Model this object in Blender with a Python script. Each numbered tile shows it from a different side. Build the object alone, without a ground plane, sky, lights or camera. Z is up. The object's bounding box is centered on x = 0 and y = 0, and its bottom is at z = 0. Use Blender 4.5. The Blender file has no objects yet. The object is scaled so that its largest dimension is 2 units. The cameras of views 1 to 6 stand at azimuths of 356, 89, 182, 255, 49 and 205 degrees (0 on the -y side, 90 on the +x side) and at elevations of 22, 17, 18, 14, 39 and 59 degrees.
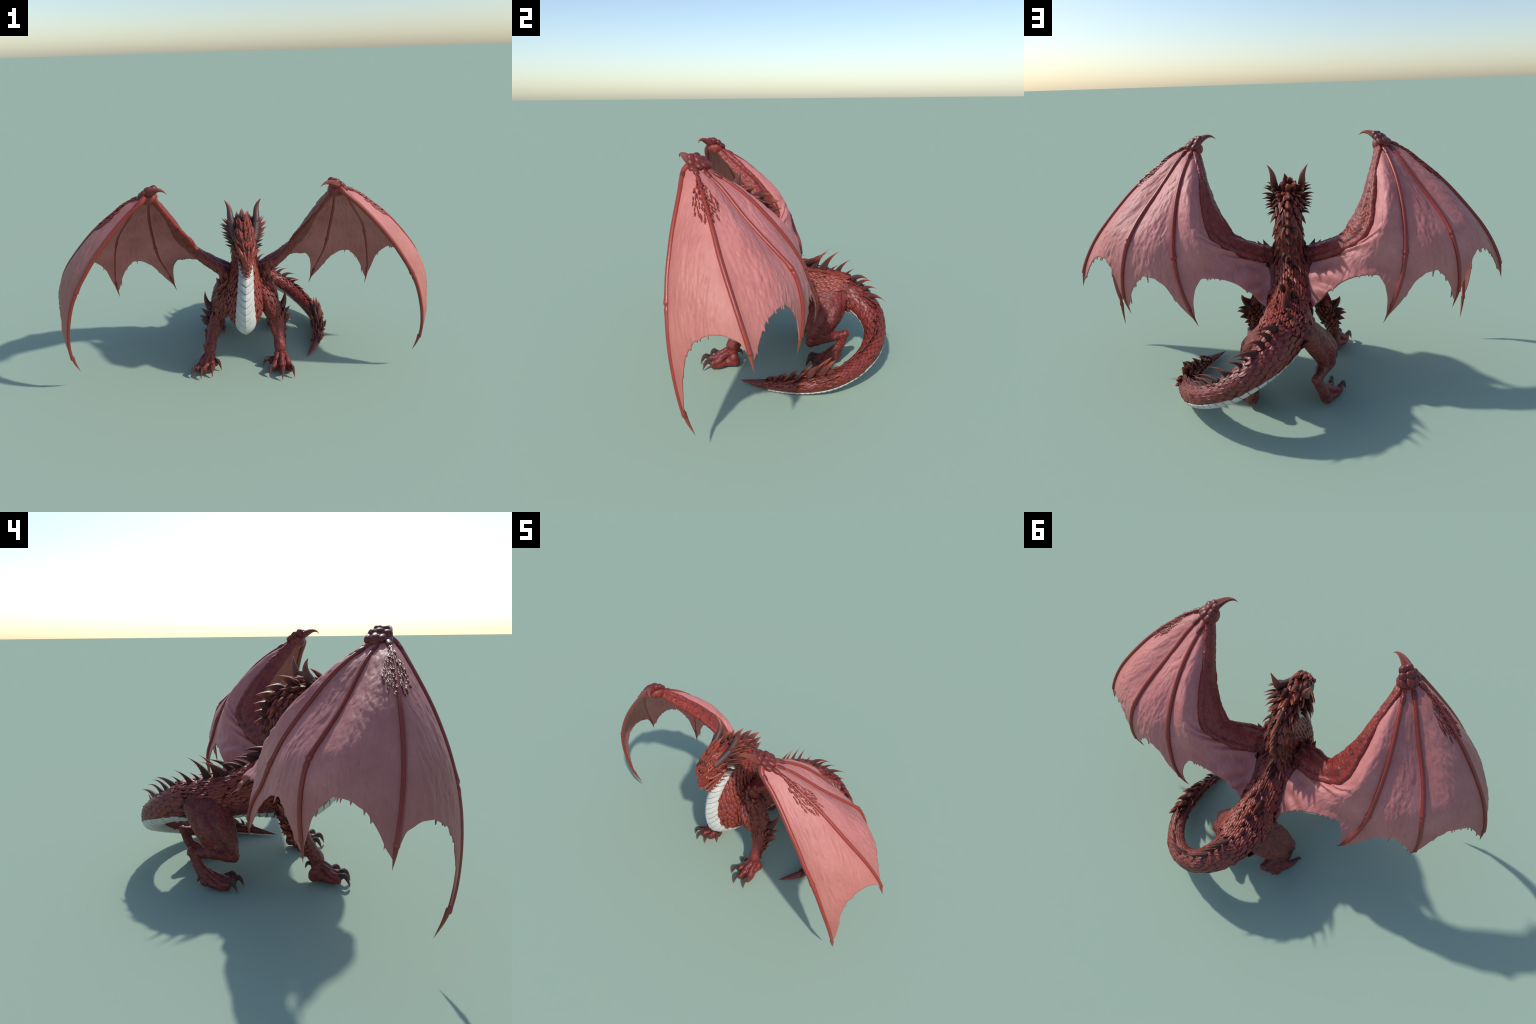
"""A red winged dragon standing on four legs, built from lofts, ruled membranes and scattered scales."""
import bpy, bmesh, math, random
import numpy as np
from mathutils import Vector, Matrix, noise
from mathutils.kdtree import KDTree
from mathutils.bvhtree import BVHTree

random.seed(7)
RNG = np.random.default_rng(7)
A = lambda *v: np.array(v, float)
MIR = A(-1, 1, 1)


def unit(v):
    v = np.asarray(v, float)
    return v / (np.linalg.norm(v, axis=-1, keepdims=True) + 1e-12)


def lerp(a, b, t):
    return a + (b - a) * t


def smoothstep(a, b, x):
    t = np.clip((x - a) / (b - a), 0, 1)
    return t * t * (3 - 2 * t)


def spline(P, t):
    """Catmull-Rom through the rows of P, arc-length parameter t in 0..1."""
    P = np.asarray(P, float)
    n = len(P)
    seg = np.linalg.norm(np.diff(P[:, :3], axis=0), axis=1) ** 0.5 + 1e-6
    k = np.r_[0, np.cumsum(seg)]
    M = np.zeros_like(P)
    M[1:-1] = (P[2:] - P[:-2]) / (k[2:] - k[:-2])[:, None]
    M[0] = (P[1] - P[0]) / (k[1] - k[0])
    M[-1] = (P[-1] - P[-2]) / (k[-1] - k[-2])

    def ev(q):
        i = np.clip(np.searchsorted(k, q, side="right") - 1, 0, n - 2)
        h = (k[i + 1] - k[i])[:, None]
        u = ((q - k[i])[:, None]) / h
        return ((2 * u**3 - 3 * u**2 + 1) * P[i] + (u**3 - 2 * u**2 + u) * h * M[i]
                + (-2 * u**3 + 3 * u**2) * P[i + 1] + (u**3 - u**2) * h * M[i + 1])

    q = np.linspace(0, k[-1], 40 * n)
    D = ev(q)
    L = np.r_[0, np.cumsum(np.linalg.norm(np.diff(D[:, :3], axis=0), axis=1))]
    t = np.atleast_1d(np.asarray(t, float))
    return ev(np.interp(t * L[-1], L, q))


def length_of(P):
    D = spline(P, np.linspace(0, 1, 200))[:, :3]
    return np.linalg.norm(np.diff(D, axis=0), axis=1).sum()


# ---------------------------------------------------------------- materials
def new_mat(name):
    m = bpy.data.materials.new(name)
    m.use_nodes = True
    t = m.node_tree
    return m, t, t.nodes, t.links, t.nodes["Principled BSDF"]


class NB:
    """small helper for node graphs"""

    def __init__(self, name, rough=0.5, spec=0.5):
        self.m, self.t, self.n, self.l, self.b = new_mat(name)
        self.b.inputs["Roughness"].default_value = rough
        self.b.inputs["Specular IOR Level"].default_value = spec
        self.co = self.n.new("ShaderNodeTexCoord")
        self.geo = self.n.new("ShaderNodeNewGeometry")

    def put(self, sock, v):
        if hasattr(v, "is_output"):
            self.l.new(v, sock)
        elif isinstance(v, (tuple, list)) and len(v) == 3 and sock.type == "RGBA":
            sock.default_value = (*v, 1)
        else:
            sock.default_value = v

    def obj(self):
        return self.co.outputs["Object"]

    def noise(self, scale, detail=4, rough=0.6, vec=None, dist=0.0):
        x = self.n.new("ShaderNodeTexNoise")
        self.put(x.inputs["Vector"], vec or self.obj())
        x.inputs["Scale"].default_value = scale
        x.inputs["Detail"].default_value = detail
        x.inputs["Roughness"].default_value = rough
        x.inputs["Distortion"].default_value = dist
        return x.outputs["Fac"]

    def voronoi(self, scale, feature="F1", vec=None, rnd=1.0):
        x = self.n.new("ShaderNodeTexVoronoi")
        x.feature = feature
        self.put(x.inputs["Vector"], vec or self.obj())
        x.inputs["Scale"].default_value = scale
        x.inputs["Randomness"].default_value = rnd
        return x.outputs["Distance"]

    def map(self, scale, vec=None):
        x = self.n.new("ShaderNodeMapping")
        self.put(x.inputs["Vector"], vec or self.obj())
        x.inputs["Scale"].default_value = scale
        return x.outputs[0]

    def ramp(self, f, stops, interp="LINEAR"):
        x = self.n.new("ShaderNodeValToRGB")
        x.color_ramp.interpolation = interp
        e = x.color_ramp.elements
        while len(e) < len(stops):
            e.new(0.5)
        for i, (p, c) in enumerate(stops):
            e[i].position = p
            e[i].color = (*c, 1) if isinstance(c, tuple) else (c, c, c, 1)
        self.l.new(f, x.inputs[0])
        return x.outputs[0]

    def mix(self, f, a, b, mode="MIX"):
        x = self.n.new("ShaderNodeMix")
        x.data_type = "RGBA"
        x.blend_type = mode
        self.put(x.inputs[0], f)
        self.put(x.inputs[6], a)
        self.put(x.inputs[7], b)
        return x.outputs[2]

    def math(self, op, a, b=0.0, c=None):
        x = self.n.new("ShaderNodeMath")
        x.operation = op
        self.put(x.inputs[0], a)
        self.put(x.inputs[1], b)
        if c is not None:
            self.put(x.inputs[2], c)
        return x.outputs[0]

    def sep(self, vec=None):
        x = self.n.new("ShaderNodeSeparateXYZ")
        self.l.new(vec or self.obj(), x.inputs[0])
        return x.outputs

    def vmath(self, op, a, b=None):
        x = self.n.new("ShaderNodeVectorMath")
        x.operation = op
        self.put(x.inputs[0], a)
        if b is not None:
            self.put(x.inputs[1], b)
        return x

    def rand(self):
        return self.n.new("ShaderNodeObjectInfo").outputs["Random"]

    def point(self):
        return self.geo.outputs["Pointiness"]

    def bump(self, h, strength, dist=0.002, prev=None):
        x = self.n.new("ShaderNodeBump")
        x.inputs["Strength"].default_value = strength
        x.inputs["Distance"].default_value = dist
        self.l.new(h, x.inputs["Height"])
        if prev is not None:
            self.l.new(prev, x.inputs["Normal"])
        return x.outputs[0]

    def done(self, col, normal=None, rough=None):
        self.put(self.b.inputs["Base Color"], col)
        if normal is not None:
            self.l.new(normal, self.b.inputs["Normal"])
        if rough is not None:
            self.put(self.b.inputs["Roughness"], rough)
        return self.m


RED = (0.29, 0.031, 0.021)
RED_D = (0.13, 0.015, 0.013)
ORANGE = (0.36, 0.070, 0.028)
DARK = (0.030, 0.016, 0.018)


def mat_skin():
    k = NB("dragon_skin", 0.42, 0.5)
    n1 = k.noise(9, 5)
    n2 = k.noise(55, 4, 0.7)
    col = k.mix(k.ramp(n1, [(0.32, 0.0), (0.68, 1.0)]), (0.19, 0.022, 0.017), RED)
    col = k.mix(k.ramp(n2, [(0.45, 0.0), (0.75, 0.55)]), col, (0.33, 0.055, 0.026))
    # cells of leathery skin with dark cracks between
    vec = k.vmath("ADD", k.obj(), None)
    warp = k.n.new("ShaderNodeTexNoise"); warp.inputs["Scale"].default_value = 14
    k.l.new(k.obj(), warp.inputs["Vector"])
    off = k.vmath("SCALE", warp.outputs["Color"]); off.inputs["Scale"].default_value = 0.03
    k.l.new(off.outputs[0], vec.inputs[1])
    cell = k.voronoi(52, "DISTANCE_TO_EDGE", vec.outputs[0])
    fine = k.voronoi(210, "DISTANCE_TO_EDGE")
    crack = k.ramp(cell, [(0.0, 0.0), (0.05, 0.35), (0.15, 1.0)])
    sx_ = k.sep()
    wingish = k.math("MULTIPLY", k.math("GREATER_THAN", k.math("ABSOLUTE", sx_[0]), .12), k.math("GREATER_THAN", sx_[2], .5))
    hind = k.math("MULTIPLY", k.ramp(sx_[1], [(0.0, 0.0), (0.06, 1.0)]), k.math("LESS_THAN", sx_[2], .44))
    calm = k.math("SUBTRACT", .62, k.math("MULTIPLY", hind, .42))
    crack = k.math("MAXIMUM", crack, k.math("MAXIMUM", calm, k.math("MULTIPLY", wingish, .85)))
    col = k.mix(crack, k.mix(0.72, col, (0.035, 0.007, 0.008)), col)
    col = k.mix(k.math("MULTIPLY", wingish, .55), col, (0.33, 0.034, 0.022))
    n3 = k.noise(34, 3, 0.6)
    col = k.mix(k.ramp(n3, [(0.34, 0.6), (0.50, 0.0)]), col, (0.055, 0.009, 0.010))
    col = k.mix(k.ramp(fine, [(0.0, 0.45), (0.16, 0.0)]), col, (0.07, 0.010, 0.010))
    nb = k.bump(k.ramp(cell, [(0.0, 0.0), (0.2, 1.0)]), 0.22, 0.002)
    nb = k.bump(k.ramp(fine, [(0.0, 0.0), (0.3, 1.0)]), 0.3, 0.0012, nb)
    nb = k.bump(k.noise(130, 3), 0.25, 0.002, nb)
    return k.done(col, nb, k.ramp(n2, [(0.3, 0.36), (0.7, 0.55)]))


def mat_plain(name, c0, c1, rough=0.42, scale=60, edge=None, bump=0.25):
    k = NB(name, rough)
    col = k.mix(k.ramp(k.noise(scale, 5, 0.65), [(0.35, 0.0), (0.7, 1.0)]), c0, c1)
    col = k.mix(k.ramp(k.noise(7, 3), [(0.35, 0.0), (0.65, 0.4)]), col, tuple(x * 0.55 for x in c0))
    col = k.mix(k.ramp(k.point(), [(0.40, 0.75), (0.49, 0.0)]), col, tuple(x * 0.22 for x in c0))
    if edge:
        col = k.mix(k.ramp(k.point(), [(0.5, 0.0), (0.6, 0.7)]), col, edge)
    return k.done(col, k.bump(k.noise(160, 4), bump, 0.0015))


def mat_spike(name, stops, streak=0.5, rough=0.38):
    """gradient from base (local z = 0) to tip (z = 1), long streaks"""
    k = NB(name, rough)
    z = k.sep()[2]
    nz = k.noise(3.0, 4, 0.6, k.map((5, 5, 0.9)))
    f = k.math("ADD", z, k.math("MULTIPLY", k.math("SUBTRACT", nz, 0.5), 0.30))
    f = k.math("ADD", f, k.math("MULTIPLY", k.math("SUBTRACT", k.rand(), 0.5), 0.22))
    col = k.ramp(f, stops)
    st = k.noise(4.0, 5, 0.7, k.map((9, 9, 0.7)))
    col = k.mix(k.ramp(st, [(0.42, 0.0), (0.7, streak)]), col, (0.33, 0.062, 0.030))
    col = k.mix(k.ramp(k.point(), [(0.52, 0.0), (0.68, streak)]), col, (0.42, 0.10, 0.045))
    return k.done(col, k.bump(st, 0.45, 0.04))


def mat_membrane():
    k = NB("wing_membrane_skin", 0.54, 0.45)
    ab = k.vmath("ABSOLUTE", k.obj())
    d = k.vmath("DISTANCE", ab.outputs[0], (0.45, -0.38, 1.03)).outputs["Value"]
    n = k.noise(6, 5, 0.6)
    fine = k.noise(70, 5, 0.7)
    col = k.mix(k.ramp(n, [(0.35, 0.0), (0.65, 1.0)]), (0.50, 0.160, 0.152), (0.64, 0.236, 0.218))
    col = k.mix(k.ramp(fine, [(0.4, 0.0), (0.75, 0.4)]), col, (0.45, 0.145, 0.135))
    # redder close to the wrist, browner at the far fringe
    col = k.mix(k.ramp(d, [(0.04, 0.75), (0.32, 0.0)]), col, (0.30, 0.075, 0.065))
    col = k.mix(k.ramp(d, [(0.55, 0.0), (0.95, 0.6)]), col, (0.36, 0.12, 0.085))
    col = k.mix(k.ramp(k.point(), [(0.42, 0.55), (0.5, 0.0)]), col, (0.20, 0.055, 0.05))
    nb = k.bump(fine, 0.25, 0.0022)
    nb = k.bump(k.noise(240, 3, 0.6), 0.3, 0.0012, nb)
    return k.done(col, nb)


def mat_bone():
    k = NB("wing_bone_skin", 0.36)
    ab = k.vmath("ABSOLUTE", k.obj())
    st = k.noise(3, 5, 0.7, k.map((60, 60, 12)))
    col = k.mix(k.ramp(st, [(0.35, 0.0), (0.7, 1.0)]), (0.19, 0.021, 0.016), (0.31, 0.036, 0.025))
    col = k.mix(k.ramp(k.point(), [(0.5, 0.0), (0.6, 0.5)]), col, (0.40, 0.075, 0.045))
    return k.done(col, k.bump(st, 0.35, 0.002))


def mat_plate():
    k = NB("belly_plate_horn", 0.5, 0.4)
    n = k.noise(22, 6, 0.65)
    col = k.mix(k.ramp(n, [(0.3, 0.0), (0.7, 1.0)]), (0.46, 0.445, 0.41), (0.65, 0.635, 0.595))
    crack = k.ramp(k.voronoi(75, "DISTANCE_TO_EDGE"), [(0.0, 0.45), (0.045, 0.0)])
    msk = k.math("MULTIPLY", crack, k.ramp(k.noise(14, 3), [(0.45, 0.0), (0.6, 1.0)]))
    col = k.mix(msk, col, (0.22, 0.20, 0.18))
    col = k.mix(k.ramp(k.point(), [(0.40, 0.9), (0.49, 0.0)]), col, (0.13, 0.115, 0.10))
    return k.done(col, k.bump(k.noise(120, 4), 0.2, 0.0015))


def mat_horn():
    k = NB("ridged_horn", 0.5)
    z = k.sep()[2]
    w = k.n.new("ShaderNodeTexWave"); w.wave_type = "BANDS"; w.bands_direction = "Z"
    k.l.new(k.obj(), w.inputs["Vector"])
    w.inputs["Scale"].default_value = 6.5; w.inputs["Distortion"].default_value = 4.0; w.inputs["Detail"].default_value = 3
    nz = k.noise(6, 4)
    col = k.ramp(k.math("ADD", z, k.math("MULTIPLY", k.math("SUBTRACT", nz, 0.5), 0.3)),
                 [(0.0, (0.11, 0.045, 0.035)), (0.3, (0.07, 0.035, 0.033)), (0.62, (0.075, 0.035, 0.033)), (0.85, (0.17, 0.045, 0.032)), (1.0, (0.33, 0.075, 0.045))])
    col = k.mix(k.ramp(w.outputs["Fac"], [(0.2, 0.22), (0.6, 0.0)]), col, (0.035, 0.018, 0.018))
    return k.done(col, k.bump(w.outputs["Fac"], 0.06, 0.01))


M_SKIN = mat_skin()
M_MEMB = mat_membrane()
M_BONE = mat_bone()
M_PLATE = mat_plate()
M_HORN = mat_horn()
M_GROOVE_SHADE = mat_plain("plate_painted_groove_shade", (0.13, 0.12, 0.105), (0.25, 0.235, 0.21), 0.6)  # grey paint for the occlusion shadow under each overlapping plate edge
M_SPIKE = mat_spike("spike_horn", [(0.0, (0.026, 0.015, 0.016)), (0.33, (0.058, 0.016, 0.015)), (0.6, (0.20, 0.032, 0.020)), (0.88, (0.50, 0.110, 0.036))], 0.28)
M_CREST = mat_spike("crest_horn", [(0.10, (0.030, 0.010, 0.011)), (0.38, (0.22, 0.025, 0.018)), (0.85, (0.48, 0.075, 0.034))])
M_CLAW = mat_spike("claw_horn", [(0.0, (0.030, 0.021, 0.021)), (0.45, (0.045, 0.024, 0.021)), (0.75, (0.16, 0.038, 0.025)), (1.0, (0.34, 0.085, 0.05))], 0.12, 0.3)
M_FCLAW = mat_spike("finger_claw_horn", [(0.0, (0.22, 0.036, 0.024)), (0.4, (0.34, 0.07, 0.028)), (1.0, (0.38, 0.10, 0.045))], 0.4)
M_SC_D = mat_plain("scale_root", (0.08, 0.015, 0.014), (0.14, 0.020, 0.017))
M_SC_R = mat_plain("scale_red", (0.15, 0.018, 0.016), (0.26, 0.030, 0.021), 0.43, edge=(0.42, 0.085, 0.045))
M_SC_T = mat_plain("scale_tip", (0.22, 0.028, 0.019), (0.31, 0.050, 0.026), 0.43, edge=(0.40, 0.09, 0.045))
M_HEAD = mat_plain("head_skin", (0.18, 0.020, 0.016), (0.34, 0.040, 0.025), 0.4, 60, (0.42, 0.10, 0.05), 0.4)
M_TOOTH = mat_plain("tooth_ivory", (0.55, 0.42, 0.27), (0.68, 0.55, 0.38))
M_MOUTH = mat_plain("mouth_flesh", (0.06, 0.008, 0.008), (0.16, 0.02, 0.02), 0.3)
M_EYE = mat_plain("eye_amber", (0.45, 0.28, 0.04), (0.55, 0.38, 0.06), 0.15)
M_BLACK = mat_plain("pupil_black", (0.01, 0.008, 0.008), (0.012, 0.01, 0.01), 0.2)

# ---------------------------------------------------------------- object helpers
ROOT = bpy.data.objects.new("dragon", None)
bpy.context.scene.collection.objects.link(ROOT)
ROOT["label"] = "red winged dragon with raised wings, spiked back, pale belly"
ROOT["category"] = "dragon figurine"


def link(o, parent):
    bpy.context.scene.collection.objects.link(o)
    o.parent = parent
    return o


def mesh_from(name, V, F, mats, mi=None, smooth=True):
    me = bpy.data.meshes.new(name)
    me.from_pydata([tuple(v) for v in np.asarray(V, float)], [], [tuple(f) for f in F])
    for m in (mats if isinstance(mats, (list, tuple)) else [mats]):
        me.materials.append(m)
    if mi is not None:
        me.polygons.foreach_set("material_index", np.asarray(mi, np.int32))
    me.polygons.foreach_set("use_smooth", np.full(len(me.polygons), smooth))
    me.update()
    return me


def obj_from(name, V, F, mats, parent, mi=None, smooth=True):
    return link(bpy.data.objects.new(name, mesh_from(name, V, F, mats, mi, smooth)), parent)


def frames(C, hint):
    T = unit(np.gradient(C, axis=0))
    H = np.broadcast_to(hint, C.shape)
    U = unit(H - (H * T).sum(1, keepdims=True) * T)
    return T, U, np.cross(T, U)


def grid_faces(n, m, close=True, off=0):
    F = []
    for i in range(n - 1):
        for j in range(m if close else m - 1):
            a, b = off + i * m + j, off + i * m + (j + 1) % m
            F.append((a, b, b + m, a + m))
    return F


def tube(pts, radii, hint=(0, 0, 1), n=None, m=20, flat=None, rnd=1.0):
    """closed tube; pts rows xyz, radii: r or (a along hint, b across); rounded ends"""
    R = np.array([(r, r) if np.isscalar(r) else r for r in radii], float)
    K = np.c_[np.asarray(pts, float), R]
    n = n or max(8, int(length_of(K) / 0.006))
    S = spline(K, np.linspace(0, 1, n))
    C, R = S[:, :3], np.maximum(S[:, 3:], 0.0006)
    T, U, W = frames(C, np.asarray(hint, float))
    # rounded caps
    caps = []
    for end in (0, -1):
        s = -1 if end == 0 else 1
        rr = R[end].mean() * rnd
        cc = []
        for q in (0.35, 0.65, 0.87, 0.985):
            cc.append((C[end] + s * T[end] * rr * q, R[end] * math.sqrt(1 - q * q), U[end], W[end]))
        caps.append(cc)
    rings = list(reversed(caps[0])) + [(C[i], R[i], U[i], W[i]) for i in range(n)] + caps[1]
    a = np.linspace(0, 2 * math.pi, m, endpoint=False)
    V = np.concatenate([c + np.outer(np.cos(a) * r[0], u) + np.outer(np.sin(a) * r[1], w) for c, r, u, w in rings])
    F = grid_faces(len(rings), m)
    F.append(tuple(range(m))[::-1])
    F.append(tuple((len(rings) - 1) * m + j for j in range(m)))
    return V, F


def slab(lineA, lineB, thick, m=22):
    """closed loft whose sections are flat ovals spanning from line A to line B"""
    K = np.c_[np.array(lineA), np.array(lineB), np.array(thick)]
    S = spline(np.c_[(K[:, :3] + K[:, 3:6]) / 2, K], np.linspace(0, 1, 70))
    a_, b_, th = S[:, 3:6], S[:, 6:9], S[:, 9]
    C = (a_ + b_) / 2
    T = unit(np.gradient(C, axis=0))
    H = (b_ - a_) / 2
    N = unit(np.cross(T, H))
    q = np.linspace(0, 2 * math.pi, m, endpoint=False)
    V = np.concatenate([C[i] + np.outer(np.cos(q), H[i]) + np.outer(np.sin(q) * th[i], N[i]) for i in range(70)])
    return V, grid_faces(70, m) + [tuple(range(m))[::-1], tuple(69 * m + j for j in range(m))]


def ball(c, r, m=20, n=12, rot=None):
    r = np.array([r] * 3 if np.isscalar(r) else r, float)
    V, th = [], np.linspace(0.02, math.pi - 0.02, n)
    a = np.linspace(0, 2 * math.pi, m, endpoint=False)
    for t in th:
        V.append(np.c_[np.sin(t) * np.cos(a), np.sin(t) * np.sin(a), np.full(m, np.cos(t))])
    V = np.concatenate(V) * r
    if rot is not None:
        V = V @ np.asarray(rot).T
    F = grid_faces(n, m) + [tuple(range(m))[::-1], tuple((n - 1) * m + j for j in range(m))]
    return V + np.asarray(c, float), F


def basis(z, xhint):
    z = unit(z)
    x = unit(np.asarray(xhint, float) - np.dot(xhint, z) * z)
    return np.c_[x, np.cross(z, x), z]


# ---------------------------------------------------------------- spine loft (neck, chest, belly, hips, tail)
def st(D, V, w, xd=0.0, xv=None):
    """station from a dorsal and a ventral point in the side view"""
    xv = xd if xv is None else xv
    D, V = A(xd, *D), A(xv, *V)
    return [*((D + V) / 2), *((D - V) / 2), w]


def tail_st(C, r, w=None):
    return (C, r, w or r)


SP = [
    st((-.275, .845), (-.285, .764), .044), st((-.19, .832), (-.232, .754), .048), st((-.125, .788), (-.228, .730), .051),
    st((-.096, .715), (-.256, .694), .053), st((-.092, .655), (-.308, .650), .055), st((-.105, .602), (-.356, .602), .060),
    st((-.105, .566), (-.393, .546), .069, 0, -.005), st((-.075, .535), (-.412, .474), .082, 0, -.01), st((-.035, .508), (-.417, .402), .094, 0, -.013),
    st((-.005, .490), (-.402, .330), .100, 0, -.013), st((.025, .476), (-.358, .287), .100, 0, -.012), st((.06, .464), (-.298, .264), .098, .002, -.01),
    st((.10, .452), (-.20, .257), .094, .004, -.004), st((.14, .445), (-.10, .265), .092, .006, 0), st((.19, .438), (-.005, .268), .095, .01, .006),
    st((.25, .428), (.09, .265), .098, .016, .012), st((.31, .413), (.18, .268), .092, .03, .025)]
TAIL = [((.052, .312, .328), .070, .078), ((.104, .372, .292), .062, .068), ((.172, .408, .247), .053, .057), ((.247, .408, .197), .048, .050),
        ((.321, .378, .156), .044, .046), ((.382, .32, .117), .041, .043), ((.427, .246, .085), .039, .041), ((.455, .162, .061), .037, .039),
        ((.459, .071, .046), .034, .036), ((.446, -.02, .036), .029, .031), ((.418, -.105, .026), .021, .024), ((.385, -.170, .017), .012, .018), ((.341, -.243, .008), .002, .003)]
tc = np.array([t[0] for t in TAIL])
tt = unit(np.gradient(np.vstack([[A(.02, .245, .345)], tc]), axis=0))[1:]
for (c, r, w), t in zip(TAIL, tt):
    up = unit(A(0, 0, 1) - t[2] * t)
    SP.append([*c, *(up * r), w])
SP = np.array(SP)
NS = 700
SS = spline(SP, np.linspace(0, 1, NS))
S_C, S_D, S_W = SS[:, :3], SS[:, 3:6], np.maximum(SS[:, 6], 0.002)
S_T = unit(np.gradient(S_C, axis=0))
S_SIDE = unit(np.cross(S_T, S_D))          # to the dragon's left (+x on the body)
S_A = np.linalg.norm(S_D, axis=1)
SPINE_L = np.linalg.norm(np.diff(S_C, axis=0), axis=1).sum()
# side direction sign: make it point to +x at the chest
if S_SIDE[NS // 4][0] < 0:
    S_SIDE = -S_SIDE


ST = [np.argmin(np.linalg.norm(S_C - c[:3], axis=1)) / (NS - 1) for c in SP]      # spine parameter of each control station
ST_ = ST


def sp(s, phi):
    """point on the loft; phi = 0 dorsal, pi ventral, positive to +x side"""
    s = np.clip(np.asarray(s, float), 0, 1) * (NS - 1)
    i = np.clip(s.astype(int), 0, NS - 2)
    f = (s - i)[..., None]
    g = lambda X: X[i] * (1 - f) + X[i + 1] * f
    C, D, side = g(S_C), g(S_D), g(S_SIDE)
    w = g(S_W[:, None])
    cp, sn = np.cos(phi)[..., None], np.sin(phi)[..., None]
    k_ = np.interp(s / (NS - 1), [ST_[5], ST_[8], ST_[13], ST_[17]], [0, 1, 1, 0])[..., None]
    e = np.where(cp > 0, .86 - .06 * k_, .86 + .12 * k_)
    cp = np.sign(cp) * np.abs(cp) ** np.where(cp > 0, .92 - .24 * k_, .92)
    sn = np.sign(sn) * np.abs(sn) ** e
    return C + D * cp + side * w * sn


def sp_frame(s, phi):
    s, phi = np.asarray(s, float), np.asarray(phi, float)
    P = sp(s, phi)
    ds, dp = 0.004, 0.03
    T = unit(sp(s + ds, phi) - sp(s - ds, phi))
    B = unit(sp(s, phi + dp) - sp(s, phi - dp))
    N = np.cross(B, T)
    # outward
    i = np.clip((np.clip(s, 0, 1) * (NS - 1)).astype(int), 0, NS - 1)
    N = unit(N * np.sign(((P - S_C[i]) * N).sum(-1, keepdims=True)))
    return P, T, N


prims = []      # (label, V, F)


def add(label, vf):
    prims.append((label, *vf))


ss = np.linspace(0, 1, 420)
a = np.linspace(0, 2 * math.pi, 48, endpoint=False)
Sg, Ag = np.meshgrid(ss, a, indexing="ij")
LV = sp(Sg.ravel(), Ag.ravel())
LF = grid_faces(len(ss), 48) + [tuple(range(48))[::-1], tuple((len(ss) - 1) * 48 + j for j in range(48))]
add("spine", (LV, LF))


# ---------------------------------------------------------------- limbs
def muscle(label, pts, radii, hint=(0, 0, 1)):
    add(label, tube(pts, radii, hint))


FORE = {}
claws = []      # (base, mid, tip, radius)


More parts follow.
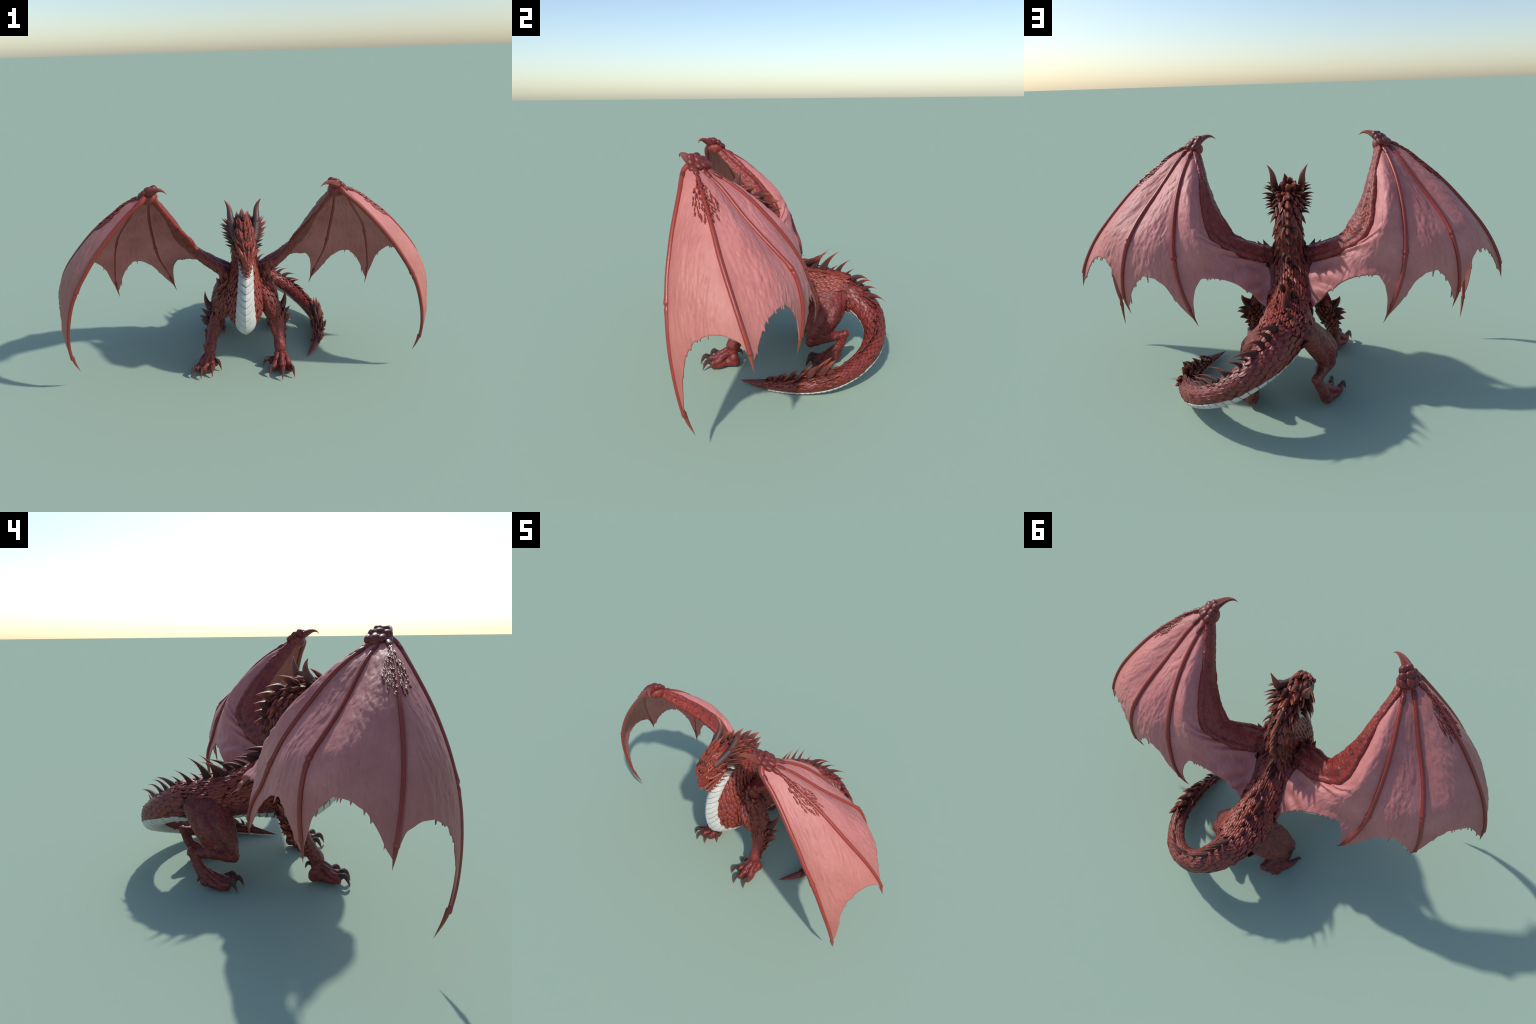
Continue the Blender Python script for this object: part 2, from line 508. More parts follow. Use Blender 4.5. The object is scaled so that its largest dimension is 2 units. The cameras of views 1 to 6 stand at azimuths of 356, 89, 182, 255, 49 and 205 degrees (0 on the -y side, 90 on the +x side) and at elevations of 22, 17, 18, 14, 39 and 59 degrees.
def forelimb(side, dy_elbow, wrist, yaw, tips):
    """side +1 / -1; yaw = outward turn of the paw; tips: inner thumb to outer claw tip (xy)"""
    X = lambda x, y, z: A(side * x, y, z)
    e = dy_elbow
    lab = "forelimb" if side > 0 else "forelimb_r"
    paw = "forepaw" if side > 0 else "forepaw_r"
    W = A(*wrist)
    muscle(lab, [X(.070, -.20, .485), X(.100, -.235, .42), X(.122, -.238 + e * .3, .35), X(.136, -.228 + e * .6, .300)],
           [(.062, .052), (.075, .046), (.062, .042), (.040, .036)], (0, 1, 0))
    muscle(lab, [X(.095, -.265, .46), X(.123, -.268 + e * .2, .40), X(.138, -.262 + e * .5, .335)], [.030, .033, .022])       # front deltoid
    muscle(lab, [X(.105, -.17, .44), X(.140, -.18 + e * .5, .36), X(.165, -.18 + e, .31)], [.035, .036, .030])               # triceps
    add(lab, ball(X(.136, -.238 + e * .7, .298), (.030, .034, .036)))
    E0, E1 = X(.166, -.172 + e, .318), X(.168, -.205 + e, .255)
    mid = lerp(E1, W, .45) + X(.004, .008, 0) * A(side * side, 1, 1)
    muscle(lab, [E0, E1, mid, W], [(.030, .030), (.046, .040), (.041, .033), (.031, .029)], (0, 1, 0))
    muscle(lab, [E1 + X(-.028, -.022, .012), lerp(E1, W, .4) + X(-.022, -.012, 0), lerp(E1, W, .85)], [.018, .019, .012])     # inner tendon
    muscle(lab, [E0 + X(.012, .012, -.01), lerp(E1, W, .35) + X(.018, .022, 0), lerp(E1, W, .9) + A(0, .014, 0)], [.020, .018, .013])
    # wrist cuff
    d = unit(W - mid)
    muscle(lab, [W - d * .012, W + d * .004], [(.035, .033), (.035, .033)], (0, 1, 0))
    c, s_ = math.cos(yaw), math.sin(yaw)

    def L(fwd, out, z):          # paw frame: fwd = -y turned outward
        return A(W[0] + side * (out * c + fwd * s_), W[1] - fwd * c + out * s_, z)

    muscle(paw, [W + d * .0, L(.005, .003, .075), L(.028, .0, .045), L(.055, 0, .034)], [.028, (.028, .027), (.024, .030), (.016, .026)], (0, 0, 1))
    muscle(paw, [L(-.004, .012, .034), L(.03, .008, .026), L(.07, .0, .022)], [(.030, .026), (.025, .030), (.020, .032)], (0, 0, 1))   # heel pad
    muscle(paw, [L(.0, .018, .05), L(-.008, .016, .026)], [.024, .024])
    for i, t in enumerate(tips):
        t = A(*t, .003)
        root = [L(.006, -.020, .070), L(.022, -.014, .078), L(.026, .004, .080), L(.018, .020, .074)][i]
        flat = unit((t - root) * A(1, 1, 0))
        kn = t - flat * .052 + A(0, 0, .040)          # where the claw leaves the toe
        kn2 = kn - flat * .030 + A(0, 0, .004)
        mid1 = lerp(root, kn2, .45) + A(0, 0, .004)
        low = .030
        muscle(paw, [root, mid1, kn2 + A(0, 0, -.004), kn + A(0, 0, -.008)], [.0115, .0130, .0178, .0165])
        muscle(paw, [lerp(root, kn2, .5) * A(1, 1, 0) + A(0, 0, .026), kn2 * A(1, 1, 0) + A(0, 0, .020), kn * A(1, 1, 0) + A(0, 0, .021)], [.016, .018, .014])
        # sheath ring at the claw root
        muscle(paw, [kn - flat * .004 + A(0, 0, -.003), kn + flat * .002 + A(0, 0, -.005)], [.0165, .0150], flat[[1, 0, 2]])
        for q in (.25, .45, .62, .78):                # knuckle rolls
            c0 = lerp(root, kn2, q) + A(0, 0, .006)
            add(paw, ball(c0 + A(0, 0, .0045), .0135, 12, 8))
        claws.append((paw, kn + A(0, 0, -.004) - flat * .008, kn + flat * .026 + A(0, 0, .006), t, .0115))
    claws.append((paw, L(-.012, .004, .085), L(-.034, .006, .082), L(-.046, .008, .058), .0085))
    FORE[side] = dict(E0=E0, E1=E1, W=W, X=X)


forelimb(+1, 0.0, (.178, -.280, .112), 0.0, [(.076, -.310), (.104, -.408), (.171, -.449), (.238, -.433)])
forelimb(-1, .045, (-.211, -.252, .112), 0.38, [(-.154, -.318), (-.206, -.379), (-.268, -.393), (-.319, -.368)])


def hindlimb(side, hip, knee, hock, ballp, tips):
    lab = "hindlimb" if side > 0 else "hindlimb_r"
    paw = "hindpaw" if side > 0 else "hindpaw_r"
    hip, knee, hock, bp = A(*hip), A(*knee), A(*hock), A(*ballp)
    o = A(side, 0, 0)
    # thigh: broad, fanning from the pelvis to the knee
    muscle(lab, [hip + A(0, .02, .03) - o * .02, lerp(hip, knee, .3) + o * .018, lerp(hip, knee, .7) + o * .010, knee + A(0, .004, .008)],
           [(.070, .046), (.078, .052), (.058, .046), (.034, .030)], (0, 1, 0))
    muscle(lab, [hip + A(0, -.012, .05) - o * .020, lerp(hip, knee, .35) + A(0, -.014, .005) + o * .048, lerp(hip, knee, .75) + A(0, -.012, 0) + o * .036, knee + A(0, -.004, .012) + o * .010], [.022, .031, .026, .014])
    muscle(lab, [hip + A(0, .05, .04) - o * .022, lerp(hip, knee, .35) + A(0, .040, 0) + o * .046, lerp(hip, knee, .72) + A(0, .034, -.008) + o * .030], [.022, .032, .022])
    muscle(lab, [hip + A(0, -.055, .02), lerp(hip, knee, .45) + A(0, -.052, 0) + o * .012, knee + A(0, -.008, .02)], [.030, .030, .022])   # front of thigh
    muscle(lab, [hip + A(0, .06, .01), lerp(hip, knee, .4) + A(0, .06, -.005) + o * .012, lerp(hip, knee, .75) + A(0, .055, -.01)], [.035, .036, .024])
    add(lab, ball(knee + A(0, -.006, -.004), (.026, .026, .030)))
    # shin
    muscle(lab, [knee + A(0, .008, .002), lerp(knee, hock, .35) + A(0, 0, .012), lerp(knee, hock, .75) + A(0, 0, .004), hock],
           [(.030, .028), (.036, .031), (.024, .022), (.019, .018)], (0, 0, 1))
    add(lab, ball(hock + A(0, .006, .006), (.019, .020, .022)))
    # long metatarsus down to the ball of the foot
    muscle(lab, [hock + A(0, .002, .004), lerp(hock, bp, .5) + A(0, .004, 0), bp], [(.019, .017), (.024, .020), (.026, .024)], (0, 1, 0))
    muscle(paw, [bp + A(0, .008, 0), lerp(bp, A(*tips[1], .02), .35), lerp(bp, A(*tips[1], .02), .6)], [(.026, .026), (.020, .023), (.012, .016)], (0, 0, 1))
    for i, t in enumerate(tips):
        t = A(*t, .003)
        lat = unit(np.cross(A(*(tips[1] - bp[:2]), 0), A(0, 0, 1)))
        root = lerp(hock, bp, .55) + A(0, -.012, 0) + lat * (i - 1) * .012 * (1)
        root = bp + A(0, -.02, .03) + (A(*t[:2], 0) - A(*tips[1], 0)) * .25
        flat = unit((t - root) * A(1, 1, 0))
        kn = t - flat * .044 + A(0, 0, .036)
        kn2 = kn - flat * .026
        up = lerp(hock, bp, .5) + (root - bp) * A(.6, 0, 0) + A(0, -.014, 0)
        muscle(paw, [up, root + A(0, 0, .002), kn2 + A(0, 0, -.006), kn + A(0, 0, -.008)], [.009, .0125, .0155, .0145])
        muscle(paw, [root * A(1, 1, 0) + A(0, 0, .022), kn2 * A(1, 1, 0) + A(0, 0, .018), kn * A(1, 1, 0) + A(0, 0, .019)], [.016, .016, .012])
        muscle(paw, [kn - flat * .003 + A(0, 0, -.004), kn + flat * .002 + A(0, 0, -.005)], [.0150, .0138])
        claws.append((paw, kn + A(0, 0, -.005) - flat * .008, kn + flat * .022 + A(0, 0, .005), t, .0105))
    back = unit((bp - A(*tips[1], 0)) * A(1, 1, 0))
    claws.append((paw, bp + back * .016 + A(0, 0, .012), bp + back * .034 + A(0, 0, .01), bp + back * .046 + A(0, 0, -.010), .008))


hindlimb(-1, (-.066, .205, .335), (-.165, .112, .142), (-.101, .270, .148), (-.148, .218, .034), np.array([(-.130, .082), (-.185, .067), (-.240, .109)]))
hindlimb(+1, (.092, .215, .338), (.180, .110, .128), (.165, .275, .150), (.172, .222, .034), np.array([(.165, .090), (.215, .080), (.262, .108)]))

# ---------------------------------------------------------------- wing skeleton (right side is the mirror image)
FING = {
    1: [(-.455, -.420, 1.035), (-.479, -.439, 1.012), (-.545, -.444, .952), (-.606, -.452, .890), (-.663, -.461, .825), (-.718, -.467, .756), (-.768, -.472, .682), (-.815, -.471, .605),
        (-.852, -.468, .525), (-.879, -.461, .440), (-.899, -.449, .355), (-.910, -.434, .268), (-.908, -.415, .182), (-.893, -.387, .100)],
    2: [(-.470, -.400, 1.035), (-.554, -.374, .995), (-.620, -.353, .946), (-.685, -.329, .893), (-.746, -.307, .836), (-.803, -.286, .774), (-.857, -.262, .711), (-.908, -.236, .645),
        (-.949, -.210, .574), (-.979, -.185, .497), (-.993, -.166, .413)],
    3: [(-.470, -.375, 1.025), (-.520, -.302, .966), (-.558, -.249, .907), (-.597, -.198, .849), (-.637, -.142, .793), (-.672, -.083, .736), (-.700, -.025, .672), (-.721, .003, .595),
        (-.734, .013, .510), (-.738, .008, .423), (-.722, -.003, .337)],
    4: [(-.450, -.345, 1.015), (-.469, -.251, .957), (-.483, -.182, .902), (-.493, -.120, .838), (-.498, -.060, .768), (-.498, -.008, .697), (-.495, .032, .620), (-.481, .063, .536),
        (-.456, .093, .462), (-.428, .101, .388), (-.400, .093, .313)]}
# arm line that carries the inner membrane: wrist, elbow, shoulder, flank, membrane root
ARM = [(-.432, -.335, 1.0), (-.404, -.232, .930), (-.388, -.160, .845), (-.367, -.083, .752), (-.350, -.054, .701), (-.317, -.046, .652), (-.268, -.053, .616), (-.215, -.064, .590),
       (-.165, -.080, .561), (-.132, -.098, .546), (-.104, -.098, .530), (-.086, -.040, .494), (-.086, .013, .456), (-.090, .102, .392)]
JOINT = {1: .52, 2: .0, 3: .60, 4: .63}
CLAWAT = {1: .905, 2: .925, 3: .905, 4: .90}
RAD = {1: (.0110, .0112, .0100, .0078), 2: (.0060, .0078, .0095, .0080), 3: (.0080, .0092, .0098, .0074), 4: (.0082, .0098, .0106, .0074)}

for sd, lab in ((1, "wing_arm"), (-1, "wing_arm_r")):
    m = A(-sd, 1, 1)                    # coordinates above are given for the -x wing
    Y = lambda *p: A(*p) * m
    # forearm, elbow, upper arm: a broad slab of muscle between a front cord and the rear ridge that bears the membrane
    front = [Y(-.422, -.366, 1.0), Y(-.386, -.278, .900), Y(-.336, -.182, .790), Y(-.272, -.124, .686), Y(-.234, -.142, .639), Y(-.165, -.190, .590), Y(-.090, -.205, .555)]
    rear = [Y(-.434, -.338, 1.003), Y(-.402, -.240, .922), Y(-.378, -.140, .815), Y(-.352, -.060, .702), Y(-.300, -.050, .637), Y(-.190, -.076, .575), Y(-.090, -.135, .525)]
    add(lab, slab(front, rear, [.016, .018, .021, .024, .027, .036, .044]))
    muscle(lab, [p + Y(-.3, .25, .9) * .006 for p in rear], [.012, .0135, .016, .020, .018, .019, .024])
    muscle(lab, front, [.010, .011, .012, .014, .014, .018, .026])
    f2 = lambda q, o=0.0: [lerp(a_, b_, q) for a_, b_ in zip(front, rear)]
    up = Y(-.35, .30, .85)
    muscle(lab, [p + up * h for p, h in zip(f2(.45)[:4], (.010, .012, .014, .014))], [.008, .015, .020, .016])
    muscle(lab, [p + up * h for p, h in zip(f2(.5)[3:], (.012, .012, .016, .020))], [.018, .022, .026, .032])
    muscle(lab, [p - up * h for p, h in zip(f2(.5)[:4], (.010, .012, .014, .014))], [.008, .013, .018, .016])
    muscle(lab, [p - up * h for p, h in zip(f2(.4)[3:], (.012, .016, .020, .024))], [.018, .022, .026, .032])
    add(lab, ball(Y(-.446, -.384, 1.022), (.042, .046, .036)))
    # shoulder mass
    muscle(lab, [Y(-.105, -.195, .545), Y(-.085, -.21, .49), Y(-.075, -.21, .44)], [.040, .050, .045])
    muscle(lab, [Y(-.075, -.10, .505), Y(-.074, .01, .440), Y(-.075, .11, .385)], [.028, .022, .016])           # flank fold under the membrane

# ---------------------------------------------------------------- one smooth skin from all of it
allV, allF, labels, o = [], [], [], 0
for lab, V, F in prims:
    allV.append(V); allF += [tuple(i + o for i in f) for f in F]; o += len(V)
body_me = mesh_from("body_source", np.concatenate(allV), allF, M_SKIN)
body = link(bpy.data.objects.new("body_source", body_me), None)
mod = body.modifiers.new("remesh", "REMESH"); mod.mode = "VOXEL"; mod.voxel_size = 0.0032; mod.use_smooth_shade = True
dg = bpy.context.evaluated_depsgraph_get()
skin = bpy.data.meshes.new_from_object(body.evaluated_get(dg))
bpy.data.objects.remove(body); bpy.data.meshes.remove(body_me)

nv = len(skin.vertices)
co = np.empty(nv * 3); skin.vertices.foreach_get("co", co); co = co.reshape(-1, 3)
ed = np.empty(len(skin.edges) * 2, np.int32); skin.edges.foreach_get("vertices", ed); ed = ed.reshape(-1, 2)
deg = np.bincount(ed.ravel(), minlength=nv)[:, None]


def relax(co, lam):
    acc = np.zeros_like(co)
    for ax in range(3):
        acc[:, ax] = np.bincount(ed[:, 0], co[ed[:, 1], ax], nv) + np.bincount(ed[:, 1], co[ed[:, 0], ax], nv)
    return co + lam * (acc / deg - co)


for _ in range(7):
    co = relax(co, .55); co = relax(co, -.50)
for _ in range(2):
    co = relax(co, .5)
skin.vertices.foreach_set("co", co.ravel()); skin.update()
nor = np.empty(nv * 3); skin.vertex_normals.foreach_get("vector", nor); nor = nor.reshape(-1, 3)

# which primitive is each skin vertex nearest to -> region
kd = KDTree(sum(len(V) for _, V, _ in prims))
k = 0; owner = []
for lab, V, F in prims:
    for v in V:
        kd.insert(v, k); k += 1
        owner.append(lab)
kd.balance()
s_line = np.linspace(0, 1, NS)
reg = []
kds = KDTree(NS)
for i, c in enumerate(S_C):
    kds.insert(c, i)
kds.balance()
S_NECK, S_HIP = ST[6], ST[16]
for p in co:
    lab = owner[kd.find(p)[1]]
    if lab == "spine":
        s = kds.find(p)[1] / (NS - 1)
        lab = "neck" if s < S_NECK else ("tail" if s > S_HIP else "torso")
    reg.append(lab)
reg = np.array(reg)

# relief: folds on limbs, cobbled lumps on the flanks
def fbm(p, f):
    return noise.fractal(Vector(p) * f, 0.9, 2.0, 4)


disp = np.zeros(nv)
for i in range(nv):
    p = co[i]; r = reg[i]
    if r.startswith(("forelimb", "hindlimb", "wing_arm")):
        d = (0, 0) if r.startswith("wing") else noise.voronoi(Vector((p[0], p[1], p[2] * .7)) * 48)[0]
        disp[i] = (.0016 * noise.noise(Vector(p) * 95) if r.startswith('wing') else 0) + 0.0018 * fbm(p, 45) + 0.0035 * noise.noise(Vector((p[0] * 26, p[1] * 26, p[2] * 10))) + (.0030 if r.startswith("hind") else .0014) * min(.5, d[1] - d[0])
    elif r in ("torso", "neck", "tail"):
        d, _ = noise.voronoi(Vector(p) * 55)
        disp[i] = 0.0030 * (d[1] - d[0]) - 0.001 + 0.001 * fbm(p, 30)
    else:
        disp[i] = 0.0010 * fbm(p, 70)
co = co + nor * disp[:, None]
co[:, 2] = np.maximum(co[:, 2], 0.0008)
skin.vertices.foreach_set("co", co.ravel()); skin.update()
nor = np.empty(nv * 3); skin.vertex_normals.foreach_get("vector", nor); nor = nor.reshape(-1, 3)
skin_bvh = BVHTree.FromPolygons([Vector(c) for c in co], [tuple(p.vertices) for p in skin.polygons])

nice = {"neck": "neck", "torso": "torso", "tail": "tail", "forelimb": "forelimb", "forelimb_r": "forelimb", "forepaw": "forepaw", "forepaw_r": "forepaw",
        "hindlimb": "hindlimb", "hindlimb_r": "hindlimb", "hindpaw": "hindpaw", "hindpaw_r": "hindpaw", "wing_arm": "wing", "wing_arm_r": "wing"}
PART = {}
polys = np.empty(len(skin.loops), np.int32); skin.loops.foreach_get("vertex_index", polys)
quads = [tuple(p.vertices) for p in skin.polygons]
freg = [reg[q[0]] for q in quads]
for key in nice:
    idx = [i for i, r in enumerate(freg) if r == key]
    if not idx:
        continue
    used = sorted({v for i in idx for v in quads[i]})
    rm = {v: j for j, v in enumerate(used)}
    me = mesh_from(nice[key], co[used], [tuple(rm[v] for v in quads[i]) for i in idx], M_SKIN)
    me.normals_split_custom_set_from_vertices([tuple(n) for n in nor[used]])
    par = ROOT
    if key.startswith("forepaw"): par = ROOT
    if key.startswith("hindpaw"): par = ROOT
    PART[key] = link(bpy.data.objects.new(nice[key], me), par)
bpy.data.meshes.remove(skin)


# ---------------------------------------------------------------- spikes (shared meshes, one object each)
def spike_mesh(name, mat, bend=0.18, keel=0.35, n=11, m=12, fat=0.55, flat=1.0):
    """cone along local z (0..1), radius 1 at the widest, bent toward -x near the tip"""
    V = []
    for i in range(n):
        t = i / (n - 1)
        if name in ("crest", "leaf"):              # leaf-shaped: narrow root, widest at a third, sharp tip
            r = (.70 + .30 * math.sin(t / .32 * math.pi / 2)) if t < .32 else max(.01, 1 - ((t - .32) / .68) ** 1.15)
        else:
            r = (1 - t) ** fat * (1 - .25 * t) if i < n - 1 else 0.01
        cx = bend * (t * t) * 1.0
        for j in range(m):
            q = 2 * math.pi * j / m
            rr = r * (1 + keel * (abs(math.cos(q)) ** 6) * (1 if math.cos(q) > 0 else .2))
            V.append((cx * 0 + rr * math.cos(q), rr * math.sin(q) * flat, t, cx))
    V = np.array(V)
    return V, n, m


SPIKES = {}


def spike_template(name, mat, **kw):
    V, n, m = spike_mesh(name, mat, **kw)
    SPIKES[name] = (V, n, m, mat, {})


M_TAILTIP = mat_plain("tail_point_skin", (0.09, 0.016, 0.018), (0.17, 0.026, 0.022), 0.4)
spike_template("straight", M_SPIKE, bend=0.0, keel=.5, fat=.9)
spike_template("thorn", M_SPIKE, bend=.20, keel=.3, fat=1.25)
spike_template("curved", M_SPIKE, bend=.22, keel=.35, fat=.80)
spike_template("hooked", M_SPIKE, bend=.34, keel=.35, fat=1.3)
spike_template("crest", M_CREST, bend=.10, keel=.5, fat=.6)
spike_template("leaf", M_SPIKE, bend=.12, keel=.55, fat=.55, flat=1.0)
spike_template("claw", M_CLAW, bend=.0, keel=.2, fat=.6)


def spike(kind, name, base, tip, w, th=None, up=(0, 0, 1), parent=None, mat=None, sink=0.0):
    """a spike from base to tip; the convex side faces `up`; bend is in units of the length"""
    base, tip = A(*base), A(*tip)
    V, n, m, mt, cache = SPIKES[kind]
    ax = tip - base
    L = np.linalg.norm(ax)
    th = th or w
    ratio = round(L / th / 1.0, 0)
    key = (min(max(int(ratio), 1), 14), mat.name if mat else "")
    if key not in cache:
        # mesh in local space: x toward up (unit = th), y across (unit = w), z along (unit = L); bend turned into x units
        X = V[:, :3].copy()
        t = X[:, 2]
        X[:, 0] += V[:, 3].max() * key[0] * (4 * t * (1 - t)) * .55
        F = grid_faces(n, m) + [tuple(range(m))[::-1]]
        cache[key] = mesh_from(name, X, F, mat or mt)
    b = basis(ax, A(*up))
    Mx = Matrix.Identity(4)
    for c, sc in zip(range(3), (th, w, L)):
        for r in range(3):
            Mx[r][c] = float(b[r, c] * sc)
    base2 = base - unit(ax) * sink
    for r in range(3):
        Mx[r][3] = float(base2[r])
    ob = bpy.data.objects.new(name, cache[key])
    link(ob, parent or ROOT)
    ob.matrix_world = Mx
    return ob


# claws of the feet
for paw, b, mid, t, r in claws:
    b, mid, t = A(*b), A(*mid), A(*t)
    K = np.array([b, lerp(b, mid, .6), mid + A(0, 0, .002), lerp(mid, t, .55) + (mid - lerp(b, t, .5)) * .25, t])
    C = spline(K, np.linspace(0, 1, 14))
    T, U, Wd = frames(C, unit(np.cross(unit(t - b), A(0, 0, 1)) + 1e-6))
    q = np.linspace(0, 2 * math.pi, 12, endpoint=False)
    tt_ = np.linspace(0, 1, 14)
    rr = 1.22 * r * (1 - tt_ ** 1.5) + .0006
    V = np.concatenate([C[i] + np.outer(np.cos(q) * rr[i] * .85, U[i]) + np.outer(np.sin(q) * rr[i] * 1.1, Wd[i]) for i in range(14)])
    # local frame along the claw so that the shading runs from root to tip
    Bm = basis(t - b, A(0, 0, 1) + A(.01, 0, 0)); L = np.linalg.norm(t - b)
    loc = (V - b) @ Bm / np.array([r, r, L])
    me = mesh_from("claw", loc, grid_faces(14, 12) + [tuple(range(12))[::-1], tuple(13 * 12 + j for j in range(12))], M_CLAW)
    ob = link(bpy.data.objects.new("claw", me), PART[paw])
    Mx = Matrix.Identity(4)
    for c, sc in zip(range(3), (r, r, L)):
        for rw in range(3):
            Mx[rw][c] = float(Bm[rw, c] * sc)
    for rw in range(3):
        Mx[rw][3] = float(b[rw])
    ob.matrix_world = Mx

# ---------------------------------------------------------------- scattered scales
def scale_grid(n=7, m=7, pointed=1.0, arch=.35, keel=.25):
    """one scale: y along 0..1 (root to tip), x across -.5...5, z up; two layers (top + skirt)"""
    V, F, mi = [], [], []
    for i in range(n):
        t = i / (n - 1)
        w = (math.sin(math.pi * min(.5, t * .9 + .12)) if t < .42 else 1.0) * (max(0.0, 1 - max(0, (t - .35) / .65) ** (1.0 + .8 * (1 - pointed)))) ** (.85 if pointed > .5 else .5)
        w = max(w, .04)
        for j in range(m):
            x = (j / (m - 1) - .5)
            z = arch * (1 - (2 * x) ** 2) * (.35 + .65 * w) + keel * max(0, 1 - abs(x) * 5) * (1 - t) * .6 - .03
            V.append((x * w, t, z * (1 - .35 * t)))
    top = len(V)
    # skirt: outline dropped below
    out = [i * m for i in range(n)] + [(n - 1) * m + j for j in range(1, m)] + [i * m + m - 1 for i in range(n - 2, -1, -1)]
    for q in out:
        x, y, z = V[q]
        V.append((x * .96, y * .98, z - .32))
    F += grid_faces(n, m, False)
    mi += [0 if i < n * .14 else (1 if i < n * .78 else 2) for i in range(n - 1) for _ in range(m - 1)]
    for a_ in range(len(out) - 1):
        F.append((out[a_ + 1], out[a_], top + a_, top + a_ + 1))
        mi.append(0)
    return np.array(V), F, mi


class Scatter:
    """collects many scales into one mesh"""

    def __init__(self, tpl):
        self.V0, self.F0, self.m0 = tpl
        self.V, self.F, self.M, self.n = [], [], [], 0

    def put(self, P, T, N, length, width, height, lift=0.0):
        T = unit(T + N * lift)
        B = unit(np.cross(T, N))
        N2 = np.cross(B, T)
        V = P + np.outer(self.V0[:, 0] * width, B) + np.outer(self.V0[:, 1] * length, T) + np.outer(self.V0[:, 2] * height, N2)
        self.V.append(V)
        self.F += [tuple(i + self.n for i in f) for f in self.F0]
        self.M += self.m0
        self.n += len(V)

    def make(self, name, parent, mats=(M_SC_D, M_SC_R, M_SC_T)):
        if not self.n:
            return
        ob = obj_from(name, np.concatenate(self.V), self.F, list(mats), parent, self.M)
        ob["kind"] = "stuff"
        return ob


def on_skin(P, N, up=.05):
    """drop a point of the loft onto the real skin"""
    h, n, _, _ = skin_bvh.ray_cast(Vector(P + N * up), Vector(-N), up * 2.2)
    if h is None:
        return P, N, False
    return np.array(h), np.array(n), True


POINTY = scale_grid(7, 5, 1.0, .42, .3)
ROUND = scale_grid(8, 7, .45, .26, .22)
SVAL = np.linspace(0, 1, 4000)
CUM = np.r_[0, np.cumsum(np.linalg.norm(np.diff(S_C, axis=0), axis=1))]


def s_at(dist):
    return np.interp(dist, CUM, s_line)


def dist_at(s):
    return np.interp(s, s_line, CUM)


def half_girth(s):
    i = int(np.clip(s, 0, 1) * (NS - 1))
    a_, b_ = S_A[i], S_W[i]
    return math.pi * (3 * (a_ + b_) - math.sqrt((3 * a_ + b_) * (a_ + 3 * b_))) / 2


def phi_at_arc(s, frac):
    """angle at a fraction of the half girth measured from the dorsal line"""
    q = np.linspace(0, math.pi, 60)
    P = sp(np.full(60, s), q)
    L = np.r_[0, np.cumsum(np.linalg.norm(np.diff(P, axis=0), axis=1))]
    return np.interp(frac * L[-1], L, q), L[-1]


# half width (m) of the pale ventral band along the spine
def plate_half(s):
    return float(np.interp(s, [ST[0], ST[3], ST[5], ST[7], ST[9], ST[11], ST[13], ST[15], ST[17], ST[20], ST[24], ST[27], ST[28]],
                           [.026, .036, .040, .047, .060, .060, .070, .070, .076, .060, .034, .018, .004]))


# (a) flanks, neck sides, shoulders, tail: rows of overlapping scales
for part, s0, s1, tpl in (("neck", ST[1], ST[6], POINTY), ("torso", ST[6], ST[16], POINTY), ("tail", ST[16], ST[26], ROUND)):
    sc = Scatter(tpl)
    d, row = dist_at(s0), 0
    while d < dist_at(s1):
        s = float(s_at(d))
        phi0, G = phi_at_arc(s, 0)
        if part == "neck":
            size = .026
        elif part == "torso":
            size = .029 if s < ST[12] else .026
        else:
            size = float(np.interp(s, [ST[16], ST[19], ST[24], ST[27]], [.033, .027, .018, .012]))
        edge = G - plate_half(s) * .95
        nacross = max(3, int(edge / (size * .82)))
        for j in range(nacross + 1):
            arc = (j + (.5 if row % 2 else 0)) / nacross * edge
            if arc > edge:
                continue
            for sg in (1, -1):
                if arc < .004 and sg < 0:
                    continue
                jit = RNG.normal(0, .03 if part == "tail" else .14, 3)
                ph, _ = phi_at_arc(s, arc / G)
                P, T, N = [x[0] for x in sp_frame(np.array([s + jit[0] * size * .6]), np.array([ph * sg]))]
                # skip places covered by limbs or wings
                P2, N2, ok = on_skin(P, N, .06)
                if not ok or np.linalg.norm(P2 - P) > .012:
                    continue
                f = arc / edge
                if part == "torso" and s > ST[12] and f > .62:
                    continue           # smooth flank skin behind the chest
                lift = .15 + .10 * RNG.random()
                ln, wd = size * 1.5, size * 1.02
                if part == "tail":
                    lift, ln, wd = .05 + .03 * RNG.random() + .12 * (f < .15), size * 1.40, size * 1.10
                if part == "torso" and s > ST[9] and f < .5:
                    lift += .08 * RNG.random(); wd *= .95
                if part == "neck" and f < .55:
                    ln *= 1.3; lift += .05
                q = 1 + jit[1] * .6
                sc.put(P2 - N2 * .0015 - T * ln * .35, T + jit[2] * .35 * np.cross(N, T), N2, ln * q, wd * q, size * (.72 if part != "tail" else .48), lift)
        d += size * (.74 if part != "tail" else .72)
        row += 1
    sc.make({"neck": "neck_scales", "torso": "flank_scales", "tail": "tail_scales"}[part], PART[part])

